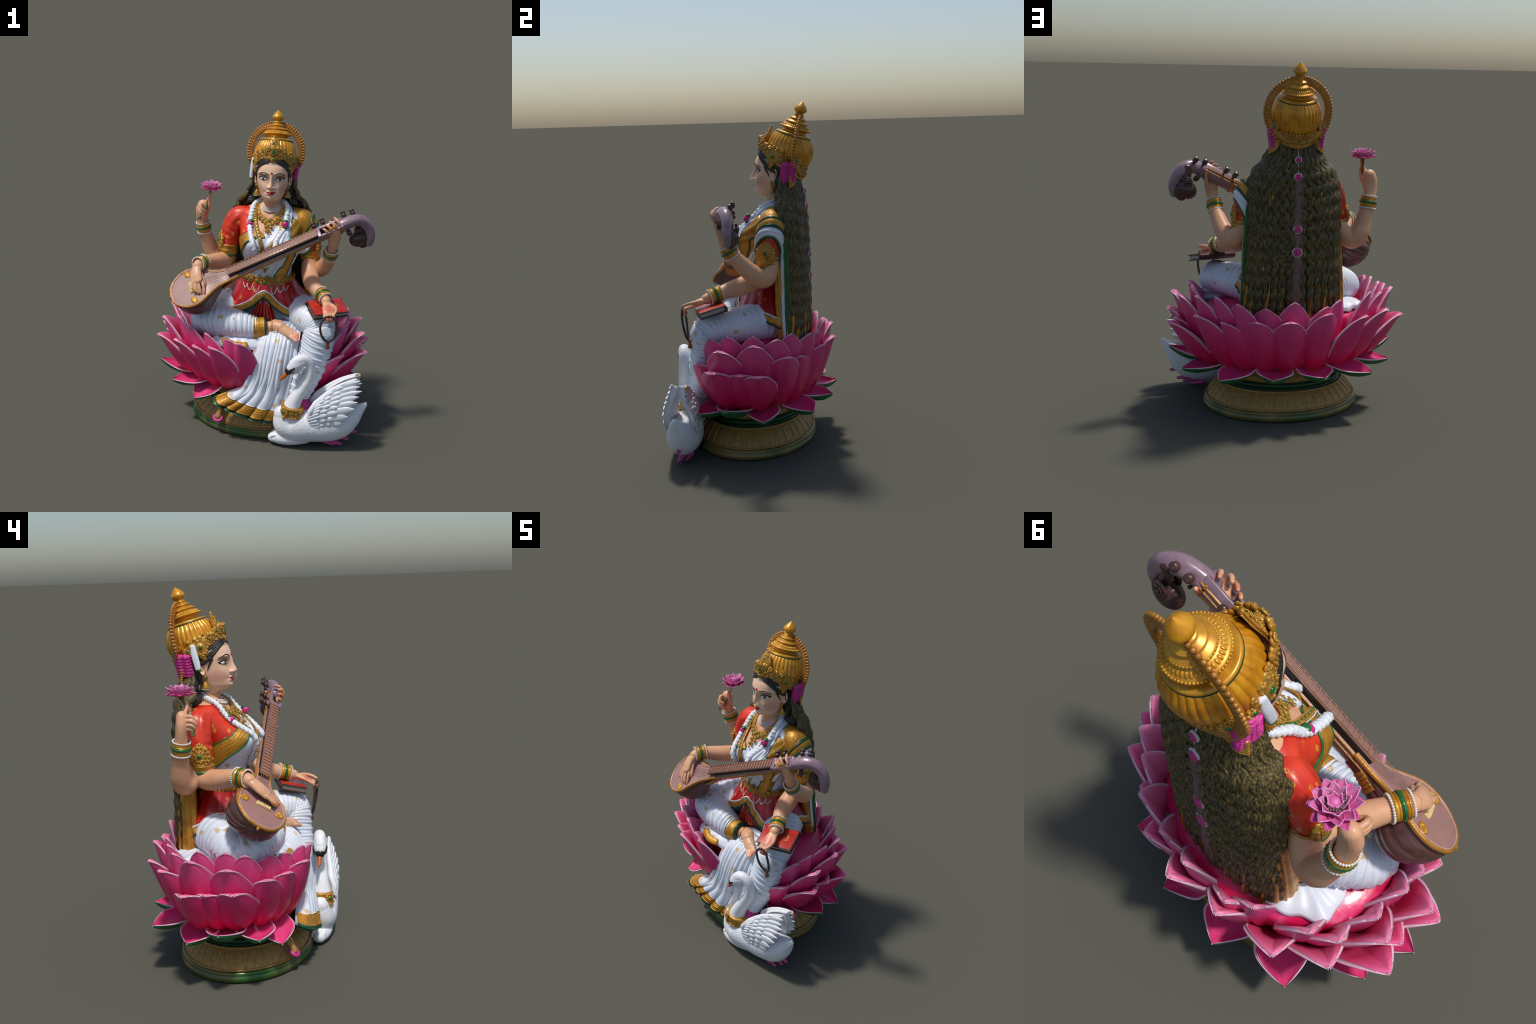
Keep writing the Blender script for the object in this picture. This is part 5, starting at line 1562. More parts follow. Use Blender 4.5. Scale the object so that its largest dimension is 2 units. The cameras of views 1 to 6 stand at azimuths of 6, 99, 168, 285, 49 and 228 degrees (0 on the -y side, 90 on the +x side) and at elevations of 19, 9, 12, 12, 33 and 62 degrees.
for R, h, r_, k in ((.089, .037, .0052, 58), (.063, .0695, .0042, 44)):
    for i in range(k):
        a = 2*pi*i/k; ball(mb, C((R*math.cos(a), R*math.sin(a), h)), r_, nu=6, nv=8)
for i in range(40):
    a = 2*pi*i/40; Q = A([[math.cos(a), -math.sin(a), 0], [math.sin(a), math.cos(a), 0], [0, 0, 1]])
    ball(mb, C((.074*math.cos(a), .074*math.sin(a), .051)), (.010, .0048, .004), M=CF[:3, :3] @ Q @ A([[.8, 0, .6], [0, 1, 0], [-.6, 0, .8]]), nu=6, nv=8)
mb.obj('crown_bead', M['gold'], CROWN, stuff=True)
mb = MB(); lathe(mb, [(.101, -.012), (.1065, -.010), (.1075, -.006), (.104, -.003)], n=80, M=CF, cap0=False, cap1=False)
mb.obj('collar_line', M['green_dark'], CROWN)

# ------------------------------------------------------------------ scalloped arch behind the crown
ay = lambda z: .268 + (z-1.74)*.155
AC = 1.740
th = np.linspace(0, 2*pi, 160, endpoint=False)
def arch_pt(r, a, off=0.):
    z = AC + r*np.cos(a); return np.stack([r*np.sin(a), ay(z) + off + .045*sstep(-.3, -1., np.cos(a)), z], -1)
mb = MB()
pr = [(.146, -.006), (.1465, .006), (.150, .009), (.154, .007), (.157, .010), (.162, .007), (.170, .008), (.176, .006), (.180, .0), (.176, -.006), (.162, -.007), (.157, -.010), (.154, -.007), (.150, -.009)]
mb.grid(np.stack([arch_pt(r, th, o) for r, o in pr]), cu=True, cv=True)
ARCH = CROWN; mb.obj('crown_arch', M['gold_arch'], CROWN)
mb = MB()
NS = 64
for i in range(NS):
    a = 2*pi*(i+.5)/NS
    if math.cos(a) < -.80: continue
    p = arch_pt(A([.182]), A([a]))[0]; d = nrm(A([math.sin(a), .155*math.cos(a), math.cos(a)])); F = frame_matrix(p, z=(0, 1, -.155), y=d)
    ball(mb, p, (.0092, .0100, .0085), M=F[:3, :3], nu=7, nv=9)
    p = arch_pt(A([.172]), A([a]))[0]
    for o in (-1, 1): ball(mb, p + A([0, o*.006, 0]), (.0058, .0075, .004), M=F[:3, :3], nu=5, nv=7)
mb.obj('arch_scallop', M['gold_arch'], ARCH, stuff=True)

# ------------------------------------------------------------------ tiara: band on the forehead, plaque, scrolls at the sides, gem band at the back
def band_pt(phi, h, out=0.):
    """phi 0 = front; band tilts down to the back"""
    c_ = np.cos(phi); a_ = .120+out; b_ = np.where(c_ > 0, .142, .116)+out
    return np.stack([a_*np.sin(phi), .192 - b_*c_ + 0*h, 1.640 + np.where(c_ > 0, .088, .050)*c_ + h], -1)
mb = MB()
ph = np.linspace(0, 2*pi, 200, endpoint=False)
mb.grid(np.stack([band_pt(ph, np.full(200, h), o) for h, o in ((-.016, -.012), (-.018, .002), (-.012, .008), (-.006, .004), (.002, .005), (.008, .010), (.014, .008), (.020, .004), (.034, .006), (.040, .004), (.042, -.014))]), cv=True, flip=True)
TIARA = mb.obj('tiara', M['gold_carved'], CROWN)
gm = MB(); mb = MB()
# leafy bumps along the band, taller to the front
rr = random.Random(11)
for row, (h0, R0, nb) in enumerate(((.027, .0165, 32), (.050, .0185, 26), (.072, .015, 22))):
    for i in range(nb):
        p = 2*pi*(i + .5*(row % 2))/nb; q = (p+pi) % (2*pi) - pi
        top = .085*math.exp(-(q/.40)**2) + .040*math.exp(-(q/1.2)**2) + .028
        if h0 > top + .012: continue
        P = band_pt(A([p]), A([h0]), .004 - .05*max(0, h0-.03)*1)[0]
        nn = nrm(A([math.sin(p), -math.cos(p), .35]))
        rosette(mb, gm if (i % 4 == 0) else None, P, nn, R0*rr.uniform(.85, 1.15), 6, gem=.34)
# pointed leaf crest along the top
for i in range(-9, 10):
    if abs(i) < 2: continue
    p = i*.125; hh = .052 + .030*math.exp(-(p/.5)**2) + .006*(i % 2)
    P = band_pt(A([p]), A([hh]), -.004)[0]; nn = nrm(A([math.sin(p), -math.cos(p), .4]))
    F = frame_matrix(P, z=nn, y=(0, 0, 1))
    ball(mb, P, (.013, .018, .008), M=F[:3, :3], nu=8, nv=10); ball(mb, P + nn*.006, (.006, .011, .006), M=F[:3, :3], nu=6, nv=8)
# central plaque
pl = [(0, .052, 1.745), (0, .062, 1.770), (0, .082, 1.805), (0, .104, 1.835), (0, .120, 1.860)]
PLQ = spline(pl, 30); w = curve_at([(0, .038), (.35, .046), (.6, .036), (.8, .020), (1, .006)], np.linspace(0, 1, 30))
v = np.linspace(-1, 1, 21)
G = np.stack([np.stack([w[i]*v, PLQ[i, 1] + .35*w[i]*v**2, np.full(21, PLQ[i, 2])], -1) for i in range(30)])
sheet(mb, G, .010)
pn = nrm(A([0, -1., .55]))
F = rosette(mb, None, (0, .056, 1.778), nrm(A([0, -1, .4])), .030, 14, gem=0)
F = frame_matrix(A([0, .047, 1.780]), z=nrm(A([0, -1, .4])), y=(0, 0, 1))
lathe(mb, [(.016, -.010), (.0175, .001), (.0145, .004), (.012, .002)], n=36, M=F, sy=1.45)
ball(gm, F[:3, 3], (.0125, .0185, .0085), M=F[:3, :3], nu=12, nv=18)
rosette(mb, gm, (0, .091, 1.828), pn, .013, 7, gem=.5); rosette(mb, None, (0, .106, 1.845), pn, .011, 6)
ball(mb, (0, .118, 1.858), (.008, .008, .014))
for s in (-1, 1):
    for x, y, z, R in ((.030, .066, 1.768, .013), (.036, .074, 1.785, .014), (.030, .080, 1.806, .013), (.018, .086, 1.822, .010), (.044, .076, 1.768, .010), (.040, .082, 1.800, .009), (.010, .096, 1.842, .007)):
        rosette(mb, gm if R > .0135 else None, (s*x, y+.002, z), nrm(A([s*.4, -1, .5])), R, 6, gem=.3)
    beads(mb, spline([(s*.002, .049, 1.750), (s*.018, .054, 1.758), (s*.026, .062, 1.778), (s*.018, .072, 1.800), (s*.002, .080, 1.815)], 30), .0032, nu=5, nv=6)
rosette(mb, gm, (0, .041, 1.733), (0, -1, .2), .0155, 8, gem=.5)
# spiral discs at the temples
for s in (-1, 1):
    c = A([s*.121, .142, 1.694]); nn = nrm(A([s, -.35, .1])); F = frame_matrix(c, z=nn, y=(0, 0, 1))
    lathe(mb, [(.044, -.014), (.044, -.002), (.040, .005), (.035, .002), (.030, .006), (.026, .003), (.020, .008), (.001, .009)], n=40, M=F)
    for k in range(12):
        a = 2*pi*k/12; ball(mb, F[:3, :3] @ A([.037*math.cos(a), .037*math.sin(a), .003]) + F[:3, 3], (.007, .006, .004), M=F[:3, :3], nu=5, nv=7)
    ball(gm, F[:3, :3] @ A([0, 0, .010]) + F[:3, 3], (.011, .011, .006), M=F[:3, :3], nu=10, nv=14)
    # leaf flame above and scroll toward the ear
    for k, (dx, dy, R) in enumerate(((.0, .048, .017), (.010, .066, .011), (-.026, .040, .015), (-.034, -.026, .017), (-.05, .0, .017), (-.062, .024, .015), (.012, -.044, .017), (.020, -.058, .011), (.030, -.030, .014))):
        p = F[:3, :3] @ A([dx*-s, dy, -.005]) + F[:3, 3]; ball(mb, p, (R, R*1.1, R*.55), M=F[:3, :3], nu=8, nv=10); ball(mb, p + nn*R*.4, R*.45, nu=6, nv=8)
    c2 = A([s*.137, .205, 1.672]); rosette(mb, gm, c2, nrm(A([s, 0, .1])), .026, 10, gem=.36)
    c3 = A([s*.124, .278, 1.665]); rosette(mb, gm, c3, nrm(A([s, .75, .1])), .026, 10, gem=.36); rosette(mb, None, c3 + A([s*.006, -.02, .022]), nrm(A([s, .5, .1])), .018, 8)
# crescent gem band round the back
pb = np.linspace(pi-1.15, pi+1.15, 60)
def bk(p, h, o=0.): return np.stack([(.122+o)*np.sin(p), .190 - (.113+o+.35*h)*np.cos(p), 1.590 - .010*(-np.cos(p)) + h + .05*(1+np.cos(p))], -1)
hs = [(-.036, -.03), (-.036, .000), (-.028, .006), (-.022, .003), (0, .006), (.020, .010), (.028, .014), (.034, .010), (.036, -.02)]
G = np.stack([bk(pb, h*(1 - .35*((pb-pi)/1.15)**2), o) for h, o in hs]); mb.grid(G)
for i, p in enumerate(np.linspace(pi-1.0, pi+1.0, 13)):
    P = bk(A([p]), A([.006 if i % 2 == 0 else -.010]), .008)[0]; rosette(mb, gm, P, nrm(A([math.sin(p), -math.cos(p), .0])), .017 if i == 6 else .010, 8, gem=.45)
for i, p in enumerate(np.linspace(pi-1.05, pi+1.05, 17)):
    P = bk(A([p]), A([.036]), .008)[0]; ball(mb, P, (.010, .010, .009), nu=6, nv=8)
# ribbed gold fans beside the neck
for s in (-1, 1):
    for k in range(6):
        P = spline([(s*.095, .275-.004*k, 1.60-.006*k), (s*.125, .262, 1.585-.010*k), (s*.148, .240, 1.578-.012*k)], 12); tube(mb, P, .0065, raw=False, seg=12, n=8)
mb.obj('crown_ornament', M['gold_carved'], CROWN, stuff=True)
gm.obj('crown_gem', M['gem'], CROWN, stuff=True)
# pearl edge on the forehead
mb = MB(); p = np.linspace(-1.25, 1.25, 90)
P = band_pt(p, np.full(90, -.022), .010); P[:, 2] += .006*np.exp(-(p/.15)**2)*-1
beads(mb, P, .0038, nu=5, nv=7, gap=.8); ball(mb, (0, .044, 1.703), (.004, .004, .007))
mb.obj('tiara_pearl', M['silver'], CROWN, stuff=True)

# ------------------------------------------------------------------ magenta flower tassels behind the ears, white tube on the right
for s in (-1, 1):
    mb = MB(); rr = random.Random(5 + s)
    for lay in range(7):
        z = 1.648 - lay*.0155; w = .038 + .010*math.sin(lay*.6)
        for k in range(2):
            yk = .214 + k*.040 - .006*lay*.3
            F = frame_matrix(A([s*(.138 - .002*lay), yk, z]), z=nrm(A([s*1., 0, .35])), y=(0, 0, 1))
            t = np.linspace(0, 2*pi, 40, endpoint=False)
            R = .024*(1 + .10*np.sin(t*7+lay) + .06*np.sin(t*11+k))
            G = np.stack([np.stack([R*kk*np.cos(t)*1.05, R*kk*np.sin(t)*.62 - hh*.4, np.full(40, hh)+.003*np.sin(t*9+lay)*kk], -1) for kk, hh in ((.5, -.020), (1., -.004), (1.05, .006), (.9, .012), (.5, .016), (.05, .017))])
            G = G @ F[:3, :3].T + F[:3, 3]
            mb.grid(G, cv=True, cap0=True, cap1=True)
    mb.obj('hair_flower', M['pink_flower'])
mb = MB()
tube(mb, [(-.136, .178, 1.700), (-.139, .170, 1.66), (-.141, .160, 1.622), (-.142, .152, 1.588)], [(.010, .014), (.012, .017), (.012, .017), (.011, .015)], seg=20, n=20, hint=(0, 1, 0), power=.7)
mb.obj('hair_garland', M['garland'])
mb = MB(); ball(mb, (-.142, .152, 1.580), (.013, .016, .008)); mb.obj('hair_leaf', M['green'])
# ------------------------------------------------------------------ lute (own frame: x along the neck, y across, z out of the sound board)
ax_ = nrm(A([.884, .112, .4545])); la_ = nrm(A([.367, -.763, -.53])); la_ = nrm(la_ - (la_ @ ax_)*ax_)
VF = np.eye(4); VF[:3, 0] = ax_; VF[:3, 1] = -la_; VF[:3, 2] = np.cross(ax_, -la_); VF[:3, 3] = (-.448, -.241, .9465)
def vobj(mb, name, mat, parent, **k):
    V = [v @ VF[:3, :3].T + VF[:3, 3] for v in mb.v]; mb.v = V
    return mb.obj(name, mat, parent, **k)
def vlocal(mb, name, mat, parent=None, **k):
    return mb.obj(name, mat, parent, M=VF if parent is None else None, **k)
# outline of the sound board: half width along x, and depth of the body below
OUT = [(-.138, .006, .030), (-.134, .036, .055), (-.122, .066, .088), (-.10, .093, .118), (-.07, .116, .142), (-.03, .132, .160), (.01, .134, .166), (.05, .124, .158), (.09, .103, .136), (.13, .078, .105), (.17, .058, .078), (.21, .047, .060), (.25, .042, .050), (.30, .040, .046)]
nx = 120
q = np.linspace(0, 1, nx); xs = lerp(-.138, .30, q**1.25)
wv, dv = curve_at(OUT, xs)
wv = np.maximum(wv, .004)
nt = 72
t = np.linspace(0, pi, nt)
zt = -.032*sstep(.06, .24, xs)          # the board drops toward the neck
bul = 1 + .26*np.sin(t)*sstep(.26, .12, .0)*1.0
G = np.stack([np.stack([np.full(nt, xs[i]) - .10*np.sin(t)*max(0., -.10-xs[i]), wv[i]*np.cos(t)*(1 + .34*np.sin(t)*float(sstep(.24, .08, xs[i]))), zt[i] - .012 - (dv[i]*1.10)*np.sin(t)**.92], -1) for i in range(nx)])
N = grid_normals(G, cv=False); c0 = A([.02, 0, -.05])
if (N[40, 36] @ (G[40, 36]-c0)) < 0: N = -N
rib = -.0045*np.abs(np.cos(t[None]*9))**6*sstep(.30, .12, xs)[:, None]
G = G + N*rib[..., None]
top = np.stack([np.stack([np.full(9, xs[i]), wv[i]*np.linspace(-1, 1, 9), np.full(9, -.004+zt[i])], -1) for i in range(nx)])
mb = MB(); mb.grid(np.concatenate([G, top], 1), cv=True, cap0=True, cap1=True)
VEENA = vlocal(mb, 'lute', M['bowl'])
mb = MB()
ww = np.maximum(wv-.004, .002)
G = np.stack([np.stack([np.full(21, xs[i]), ww[i]*np.linspace(-1, 1, 21), .0015 + zt[i] + .002*(1-np.linspace(-1, 1, 21)**2)], -1) for i in range(nx)])
sheet(mb, G, .006); vlocal(mb, 'soundboard', M['wood_face'], VEENA)
# rim: gold edge and cream line
edge = np.vstack([np.stack([xs, wv, zt], -1)[::-1], np.stack([xs, -wv, zt], -1)])
edge = resample(edge, 240)
mb = MB(); tube(mb, edge, [(.0075, .0095)]*240, raw=True, n=12, hint=(0, 0, 1)); vlocal(mb, 'rim', M['gold_arch'], VEENA)
inn = np.vstack([np.stack([xs, np.maximum(wv-.008, .001), zt+.006], -1)[::-1], np.stack([xs, -np.maximum(wv-.008, .001), zt+.006], -1)]); inn[:, 0] += .006*np.exp(-((inn[:, 0]+.138)/.02)**2)
inn = resample(inn, 240)
mb = MB(); tube(mb, inn, [.0035]*240, raw=True, n=8); vlocal(mb, 'rim_line', plain('cream_pink_line', 'b89287', .35), VEENA)
mb = MB(); ball(mb, (-.146, 0, -.006), (.010, .009, .009)); ball(mb, (-.152, 0, -.010), .006); vlocal(mb, 'end_knob', M['gold_arch'], VEENA)
# gold leaf rosettes
for y in (.1, -.1):
    mb = MB(); t_ = np.linspace(0, 2*pi, 30, endpoint=False)
    lathe(mb, [(.026, .001), (.026, .0055), (.022, .008), (.001, .009)], n=40, M=frame_matrix(A([0, y, .002]), z=(0, 0, 1), y=(1, .3, 0)), sy=.72, fn=lambda th, i: 1+.06*np.cos(th*12))
    for k in range(13):
        a = 2*pi*k/13; d_ = A([math.cos(a), .72*math.sin(a), 0.]); Fq = frame_matrix(A([0, y, .002]), z=(0, 0, 1), y=(1, .3, 0))
        F = frame_matrix(Fq[:3, :3] @ (d_*.015) + A([0, y, .009]), x=Fq[:3, :3] @ d_, z=(0, 0, 1)); ball(mb, F[:3, 3], (.010, .0030, .003), M=F[:3, :3], nu=5, nv=7)
    vlocal(mb, 'rosette', M['gold'], VEENA)
# bridge with ivory keys
mb = MB(); box(mb, frame_matrix(A([.004, -.006, .008]), x=(1, 0, 0), y=(0, 1, 0)), .012, .040, .006, bev=.002); BR = vlocal(mb, 'bridge', M['ivory'], VEENA)
mb = MB()
for k in range(6):
    box(mb, frame_matrix(A([.004, -.038+.0128*k, .0155]), x=(1, 0, 0), y=(0, 1, 0)), .011, .0052, .003, bev=.0015)
vlocal(mb, 'bridge_key', M['ivory'], VEENA, stuff=True)
def vneck(mb, name, mat, parent=None, **k):
    mb.v = [v + A([0, 0, -.032]) for v in mb.v]
    return vlocal(mb, name, mat, parent, **k)
# neck
NE = [(.22, .044, .052), (.30, .040, .046), (.50, .038, .043), (.70, .036, .040), (.86, .036, .040), (1.0, .036, .040), (1.02, .035, .040)]
xs2 = np.linspace(.22, 1.02, 60); w2, d2 = curve_at(NE, xs2)
t = np.linspace(0, pi, 30)
G = np.stack([np.concatenate([np.stack([np.full(30, xs2[i]), w2[i]*np.cos(t), -.008 - d2[i]*np.sin(t)**.8], -1), np.stack([np.full(3, xs2[i]), w2[i]*A([-1, 0, 1.])*1., A([.0, .0, .0])], -1)]) for i in range(60)])
mb = MB(); mb.grid(G, cv=True, cap0=True, cap1=True); vneck(mb, 'neck', M['neck_wood'], VEENA)
mb = MB()
for s in (-1, 1):
    P = np.stack([xs2, s*(w2+.001), 0*xs2-.004], -1); tube(mb, P, [.0042]*60, raw=True, n=8)
    P = np.stack([xs2, s*(w2-.002), 0*xs2-.022], -1); tube(mb, P, [.0035]*60, raw=True, n=8)
vneck(mb, 'neck_edge', M['gold_arch'], VEENA)
# fretboard on black wax, frets
mb = MB(); box(mb, frame_matrix(A([.552, .005, .012]), x=(1, 0, 0), y=(0, 1, 0)), .303, .027, .012, bev=.002); vneck(mb, 'fret_bed', M['black'], VEENA)
mb = MB(); box(mb, frame_matrix(A([.552, .005, .027]), x=(1, 0, 0), y=(0, 1, 0)), .304, .028, .004, bev=.0015); vneck(mb, 'fretboard', M['fret_wood'], VEENA)
mb = MB()
for k in range(25):
    x = .258 + .59*(1-(1-k/24)**.92) if False else .258 + .592*k/24
    box(mb, frame_matrix(A([x, .005, .0335]), x=(1, 0, 0), y=(0, 1, 0)), .0028, .026, .004, bev=.001)
FR = vneck(mb, 'fret', M['fret_wood'], VEENA, stuff=True)
mb = MB()
for s in (-1, 1):
    tube(mb, [(.25, .005+s*.026, .033), (.855, .005+s*.026, .033)], .0028, seg=4, n=8)
vneck(mb, 'fretboard_edge', plain('edge_rosewood', '7a5a50', .35), VEENA)
mb = MB()
for k in range(5):
    y = -.020+.0115*k; tube(mb, [(.010, y*1.2, .052), (.25, y+.004, .039), (.862, y*.8+.005, .038)], .0013, seg=12, n=6)
vneck(mb, 'string', plain('brown_string', '8f7068', .35), VEENA, stuff=True)
# nut and open peg box
mb = MB(); box(mb, frame_matrix(A([.868, 0, .016]), x=(1, 0, 0), y=(0, 1, 0)), .012, .036, .018, bev=.003)
for s in (-1, 1):
    box(mb, frame_matrix(A([.945, s*.029, .012]), x=(1, 0, 0), y=(0, 1, 0)), .075, .0075, .018, bev=.002)
box(mb, frame_matrix(A([1.012, 0, .008]), x=(1, 0, 0), y=(0, 1, 0)), .012, .036, .022, bev=.004)
vneck(mb, 'peg_box', M['scroll'], VEENA)
mb = MB(); box(mb, frame_matrix(A([.945, 0, .006]), x=(1, 0, 0), y=(0, 1, 0)), .066, .022, .004)
vneck(mb, 'peg_slot', M['black'], VEENA)
mb = MB()
for x in (.84, 1.000):
    th = np.linspace(-.2, pi+.2, 30); P = np.stack([np.full(30, x), .040*np.cos(th), -.006-.046*np.sin(th)], -1); tube(mb, P, [.005]*30, raw=True, n=8)
# carved gold clasp where neck meets bowl
for x in (.185, .20, .215, .23, .245):
    w_, d_ = [c[0] for c in curve_at(OUT, A([x]))]; th = np.linspace(-.05, pi+.05, 40); P = np.stack([np.full(40, x), (w_+.002)*np.cos(th), -.010-(d_+.002)*np.sin(th)**.92], -1); tube(mb, P, [.0085]*40, raw=True, n=8)
vneck(mb, 'clasp', M['gold_arch'], VEENA)
# scroll and shell-shaped head
mb = MB()
P = [(.995, 0, -.034), (1.05, .006, -.042), (1.10, .012, -.058), (1.140, .006, -.092), (1.157, -.020, -.137), (1.150, -.055, -.182), (1.126, -.080, -.216)]
G = tube_grid(P, [(.036, .034), (.037, .035), (.037, .034), (.036, .032), (.034, .028), (.030, .024), (.024, .018)], seg=60, n=40, hint=(0, 1, 0), power=.8)
N = grid_normals(G); tn = np.linspace(0, 2*pi, 40, endpoint=False)[None]
mb.grid(G, cv=True, cap0=True, cap1=True); vlocal(mb, 'scroll', M['scroll'], VEENA)
mb = MB()
V, F_ = ball_vf(40, 72)
W = V.copy(); lon = np.arctan2(W[:, 2], W[:, 0]); 
W = W*(1 + .07*np.abs(np.cos(lon*9))**1.5*(1-np.abs(V[:, 1])**2))[:, None]*A([.060, .044, .050])
RS = frame_matrix(A([0, 0, 0.]), x=(1, 0, 0), z=(0, .595, .804))[:3, :3]
sm = MB()
sm.add(W + A([1.078, 0, -.215]), F_)
for s in (-1, 1):
    a = np.linspace(0, 4.2*pi, 80); r_ = lerp(.028, .004, np.linspace(0, 1, 80))
    P = np.stack([1.098 + r_*np.cos(a+1.), s*lerp(.030, .044, np.linspace(0, 1, 80)), -.178 + r_*np.sin(a+1.)], -1); tube(sm, P, np.linspace(.0085, .004, 80), raw=True, n=8)
tube(sm, [(1.122, 0, -.235), (1.108, 0, -.262), (1.080, 0, -.270), (1.062, 0, -.258)], [.022, .020, .015, .008], seg=20, n=14, hint=(0, 1, 0))
tube(sm, [(1.128, 0, -.105), (1.110, 0, -.138), (1.110, 0, -.170)], [(.026, .014), (.024, .016), (.026, .016)], seg=20, n=14, hint=(0, 1, 0))
sm.v = [v @ RS.T + A([0, .092, -.012]) for v in sm.v]
mb = sm
vlocal(mb, 'scroll_head', M['peg'], VEENA)
# pegs
for x, y, z, s in ((1.106, .060, -.050, 1), (1.050, .064, -.037, 1), (.914, .066, -.021, 1), (.853, .064, -.021, 1), (1.038, -.026, -.085, -1)):
    mb = MB(); F = frame_matrix(A([x, y, z]), z=(0, s, .25), y=(1, 0, 0))
    lathe(mb, spline([(.007, -.035), (.007, -.012), (.013, -.006), (.0165, .001), (.0145, .008), (.0115, .012), (.0145, .016), (.0165, .022), (.013, .029), (.004, .032)], 36), n=24, M=F); vlocal(mb, 'peg', M['peg'], VEENA)
# ------------------------------------------------------------------ book on the knee
TL, TR, BR_, BL = A([.280, -.176, .893]), A([.488, -.081, .902]), A([.540, -.231, .864]), A([.330, -.305, .856])
cen = (TL+TR+BR_+BL)/4; ex = nrm((TR-TL)+(BR_-BL)); ey = nrm((TL-BL)+(TR-BR_)); ez = nrm(np.cross(ex, ey)); ey = np.cross(ez, ex)
hx = np.linalg.norm((TR-TL)+(BR_-BL))/4; hy = np.linalg.norm((TL-BL)+(TR-BR_))/4
BF = np.eye(4); BF[:3, 0] = ex; BF[:3, 1] = ey; BF[:3, 2] = ez; BF[:3, 3] = cen
mb = MB(); box(mb, frame_matrix(A([0, 0, -.0175]), x=(1, 0, 0), y=(0, 1, 0)), hx-.006, hy-.005, .013, bev=.004)
BOOK = mb.obj('book', M['book_page'], M=BF)
mb = MB()
for z in (-.033, -.003):
    box(mb, frame_matrix(A([0, 0, z]), x=(1, 0, 0), y=(0, 1, 0)), hx+.001, hy+.001, .0034, bev=.0015, slot=1)
box(mb, frame_matrix(A([0, 0, .0006]), x=(1, 0, 0), y=(0, 1, 0)), hx-.003, hy-.003, .0018, bev=.0008, slot=0)
tube(mb, [(-hx, hy-.003, -.018), (hx, hy-.003, -.018)], [(.008, .016)]*2, seg=4, n=16, hint=(0, 0, 1), slot=1)
mb.obj('book_cover', [M['book_red'], M['book_edge']], BOOK)
mb = MB()
for x, y, w_ in ((.055, .005, .016), (.060, -.012, .010), (.052, .020, .012), (.066, .010, .006), (-.06, .03, .010)):
    for k in range(5):
        ball(mb, (x + w_*(k-2)*.4, y + .004*math.sin(k*2.1+x*90), .0024), (.0045, .0016, .0008), nu=5, nv=7)
mb.obj('cover_gilding', M['gold'], BOOK, stuff=True)

# ------------------------------------------------------------------ prayer beads
mb = MB()
P = spline([(.404, -.342, .862), (.380, -.345, .830), (.376, -.340, .780), (.392, -.332, .725), (.425, -.322, .692), (.458, -.325, .715), (.472, -.335, .770), (.470, -.342, .825), (.456, -.344, .862), (.430, -.345, .872), (.404, -.342, .862)], 200)
beads(mb, P, .0078, nu=8, nv=10, gap=.72, closed=False)
MALA = mb.obj('prayer_beads', M['brown_bead'], stuff=True)
mb = MB(); ball(mb, (.428, -.315, .680), .010, nu=8, nv=10); lathe(mb, [(.003, .014), (.007, .008), (.011, -.008), (.013, -.020), (.001, -.022)], n=16, M=frame_matrix(A([.429, -.313, .664]), z=(0, 0, 1)))
mb.obj('tassel', M['red_bead'], MALA)

# ------------------------------------------------------------------ small lotus in the raised hand
mb = MB(); tube(mb, [(-.402, .158, 1.480), (-.408, .140, 1.435), (-.418, .118, 1.385), (-.440, .100, 1.335), (-.472, .088, 1.298)], [.010, .0065, .006, .006, .005], seg=30, n=10)
tube(mb, [(-.430, .104, 1.345), (-.450, .086, 1.318), (-.456, .080, 1.296)], [.005, .005, .004], seg=12, n=8)
STEM = mb.obj('flower_stem', M['stem'])
mb = MB(); ball(mb, (-.398, .166, 1.508), .019, nu=14, nv=18); FLW = mb.obj('lotus_flower', M['flower_core'])
FC = A([-.399, .164, 1.482])
rr = random.Random(9)
def small_petal(az, el, L, W, r0=.006, parent=None):
    G = petal_grid(L*math.cos(el), L*math.sin(el), W, (.5, .05 if el < .6 else .2), (.75, .55), cup=.55, ridge=.001, curl=0., nu=12, nv=9, basew=.45, belly=.55, sharp=1.5)
    mb = MB(); sheet(mb, G, .0035, slot=0, rim=None)
    y = A([math.cos(az), math.sin(az), 0.]); z = A([0, 0, 1.]); x = np.cross(y, z)
    T = np.eye(4); T[:3, 0] = x; T[:3, 1] = y; T[:3, 2] = z; T[:3, 3] = FC + y*r0
    mb.obj('flower_petal', [M['flower_petal']], FLW, M=T)
for n_, el, L, W, ph_ in ((9, .20, .070, .0175, 0.), (9, .62, .078, .0205, .35), (8, .95, .068, .0205, .1), (6, 1.25, .052, .019, .5)):
    for k in range(n_):
        small_petal(2*pi*k/n_ + ph_ + rr.uniform(-.08, .08), el + rr.uniform(-.06, .06), L*rr.uniform(.92, 1.06), W)
mb = MB()
for k in range(20):
    a = 2*pi*k/20; ball(mb, (FC[0]+.024*math.cos(a), FC[1]+.024*math.sin(a), 1.512+.003*math.sin(k*2.)), (.0035, .0035, .006), nu=5, nv=6)
mb.obj('stamen', plain('grey_green_stamen', '6f7d68', .6), FLW, stuff=True)
mb = MB(); lathe(mb, [(.006, -.02), (.011, -.008), (.016, .0), (.012, .004)], n=20, M=frame_matrix(FC, z=(0, 0, 1))); mb.obj('calyx', M['stem'], FLW)

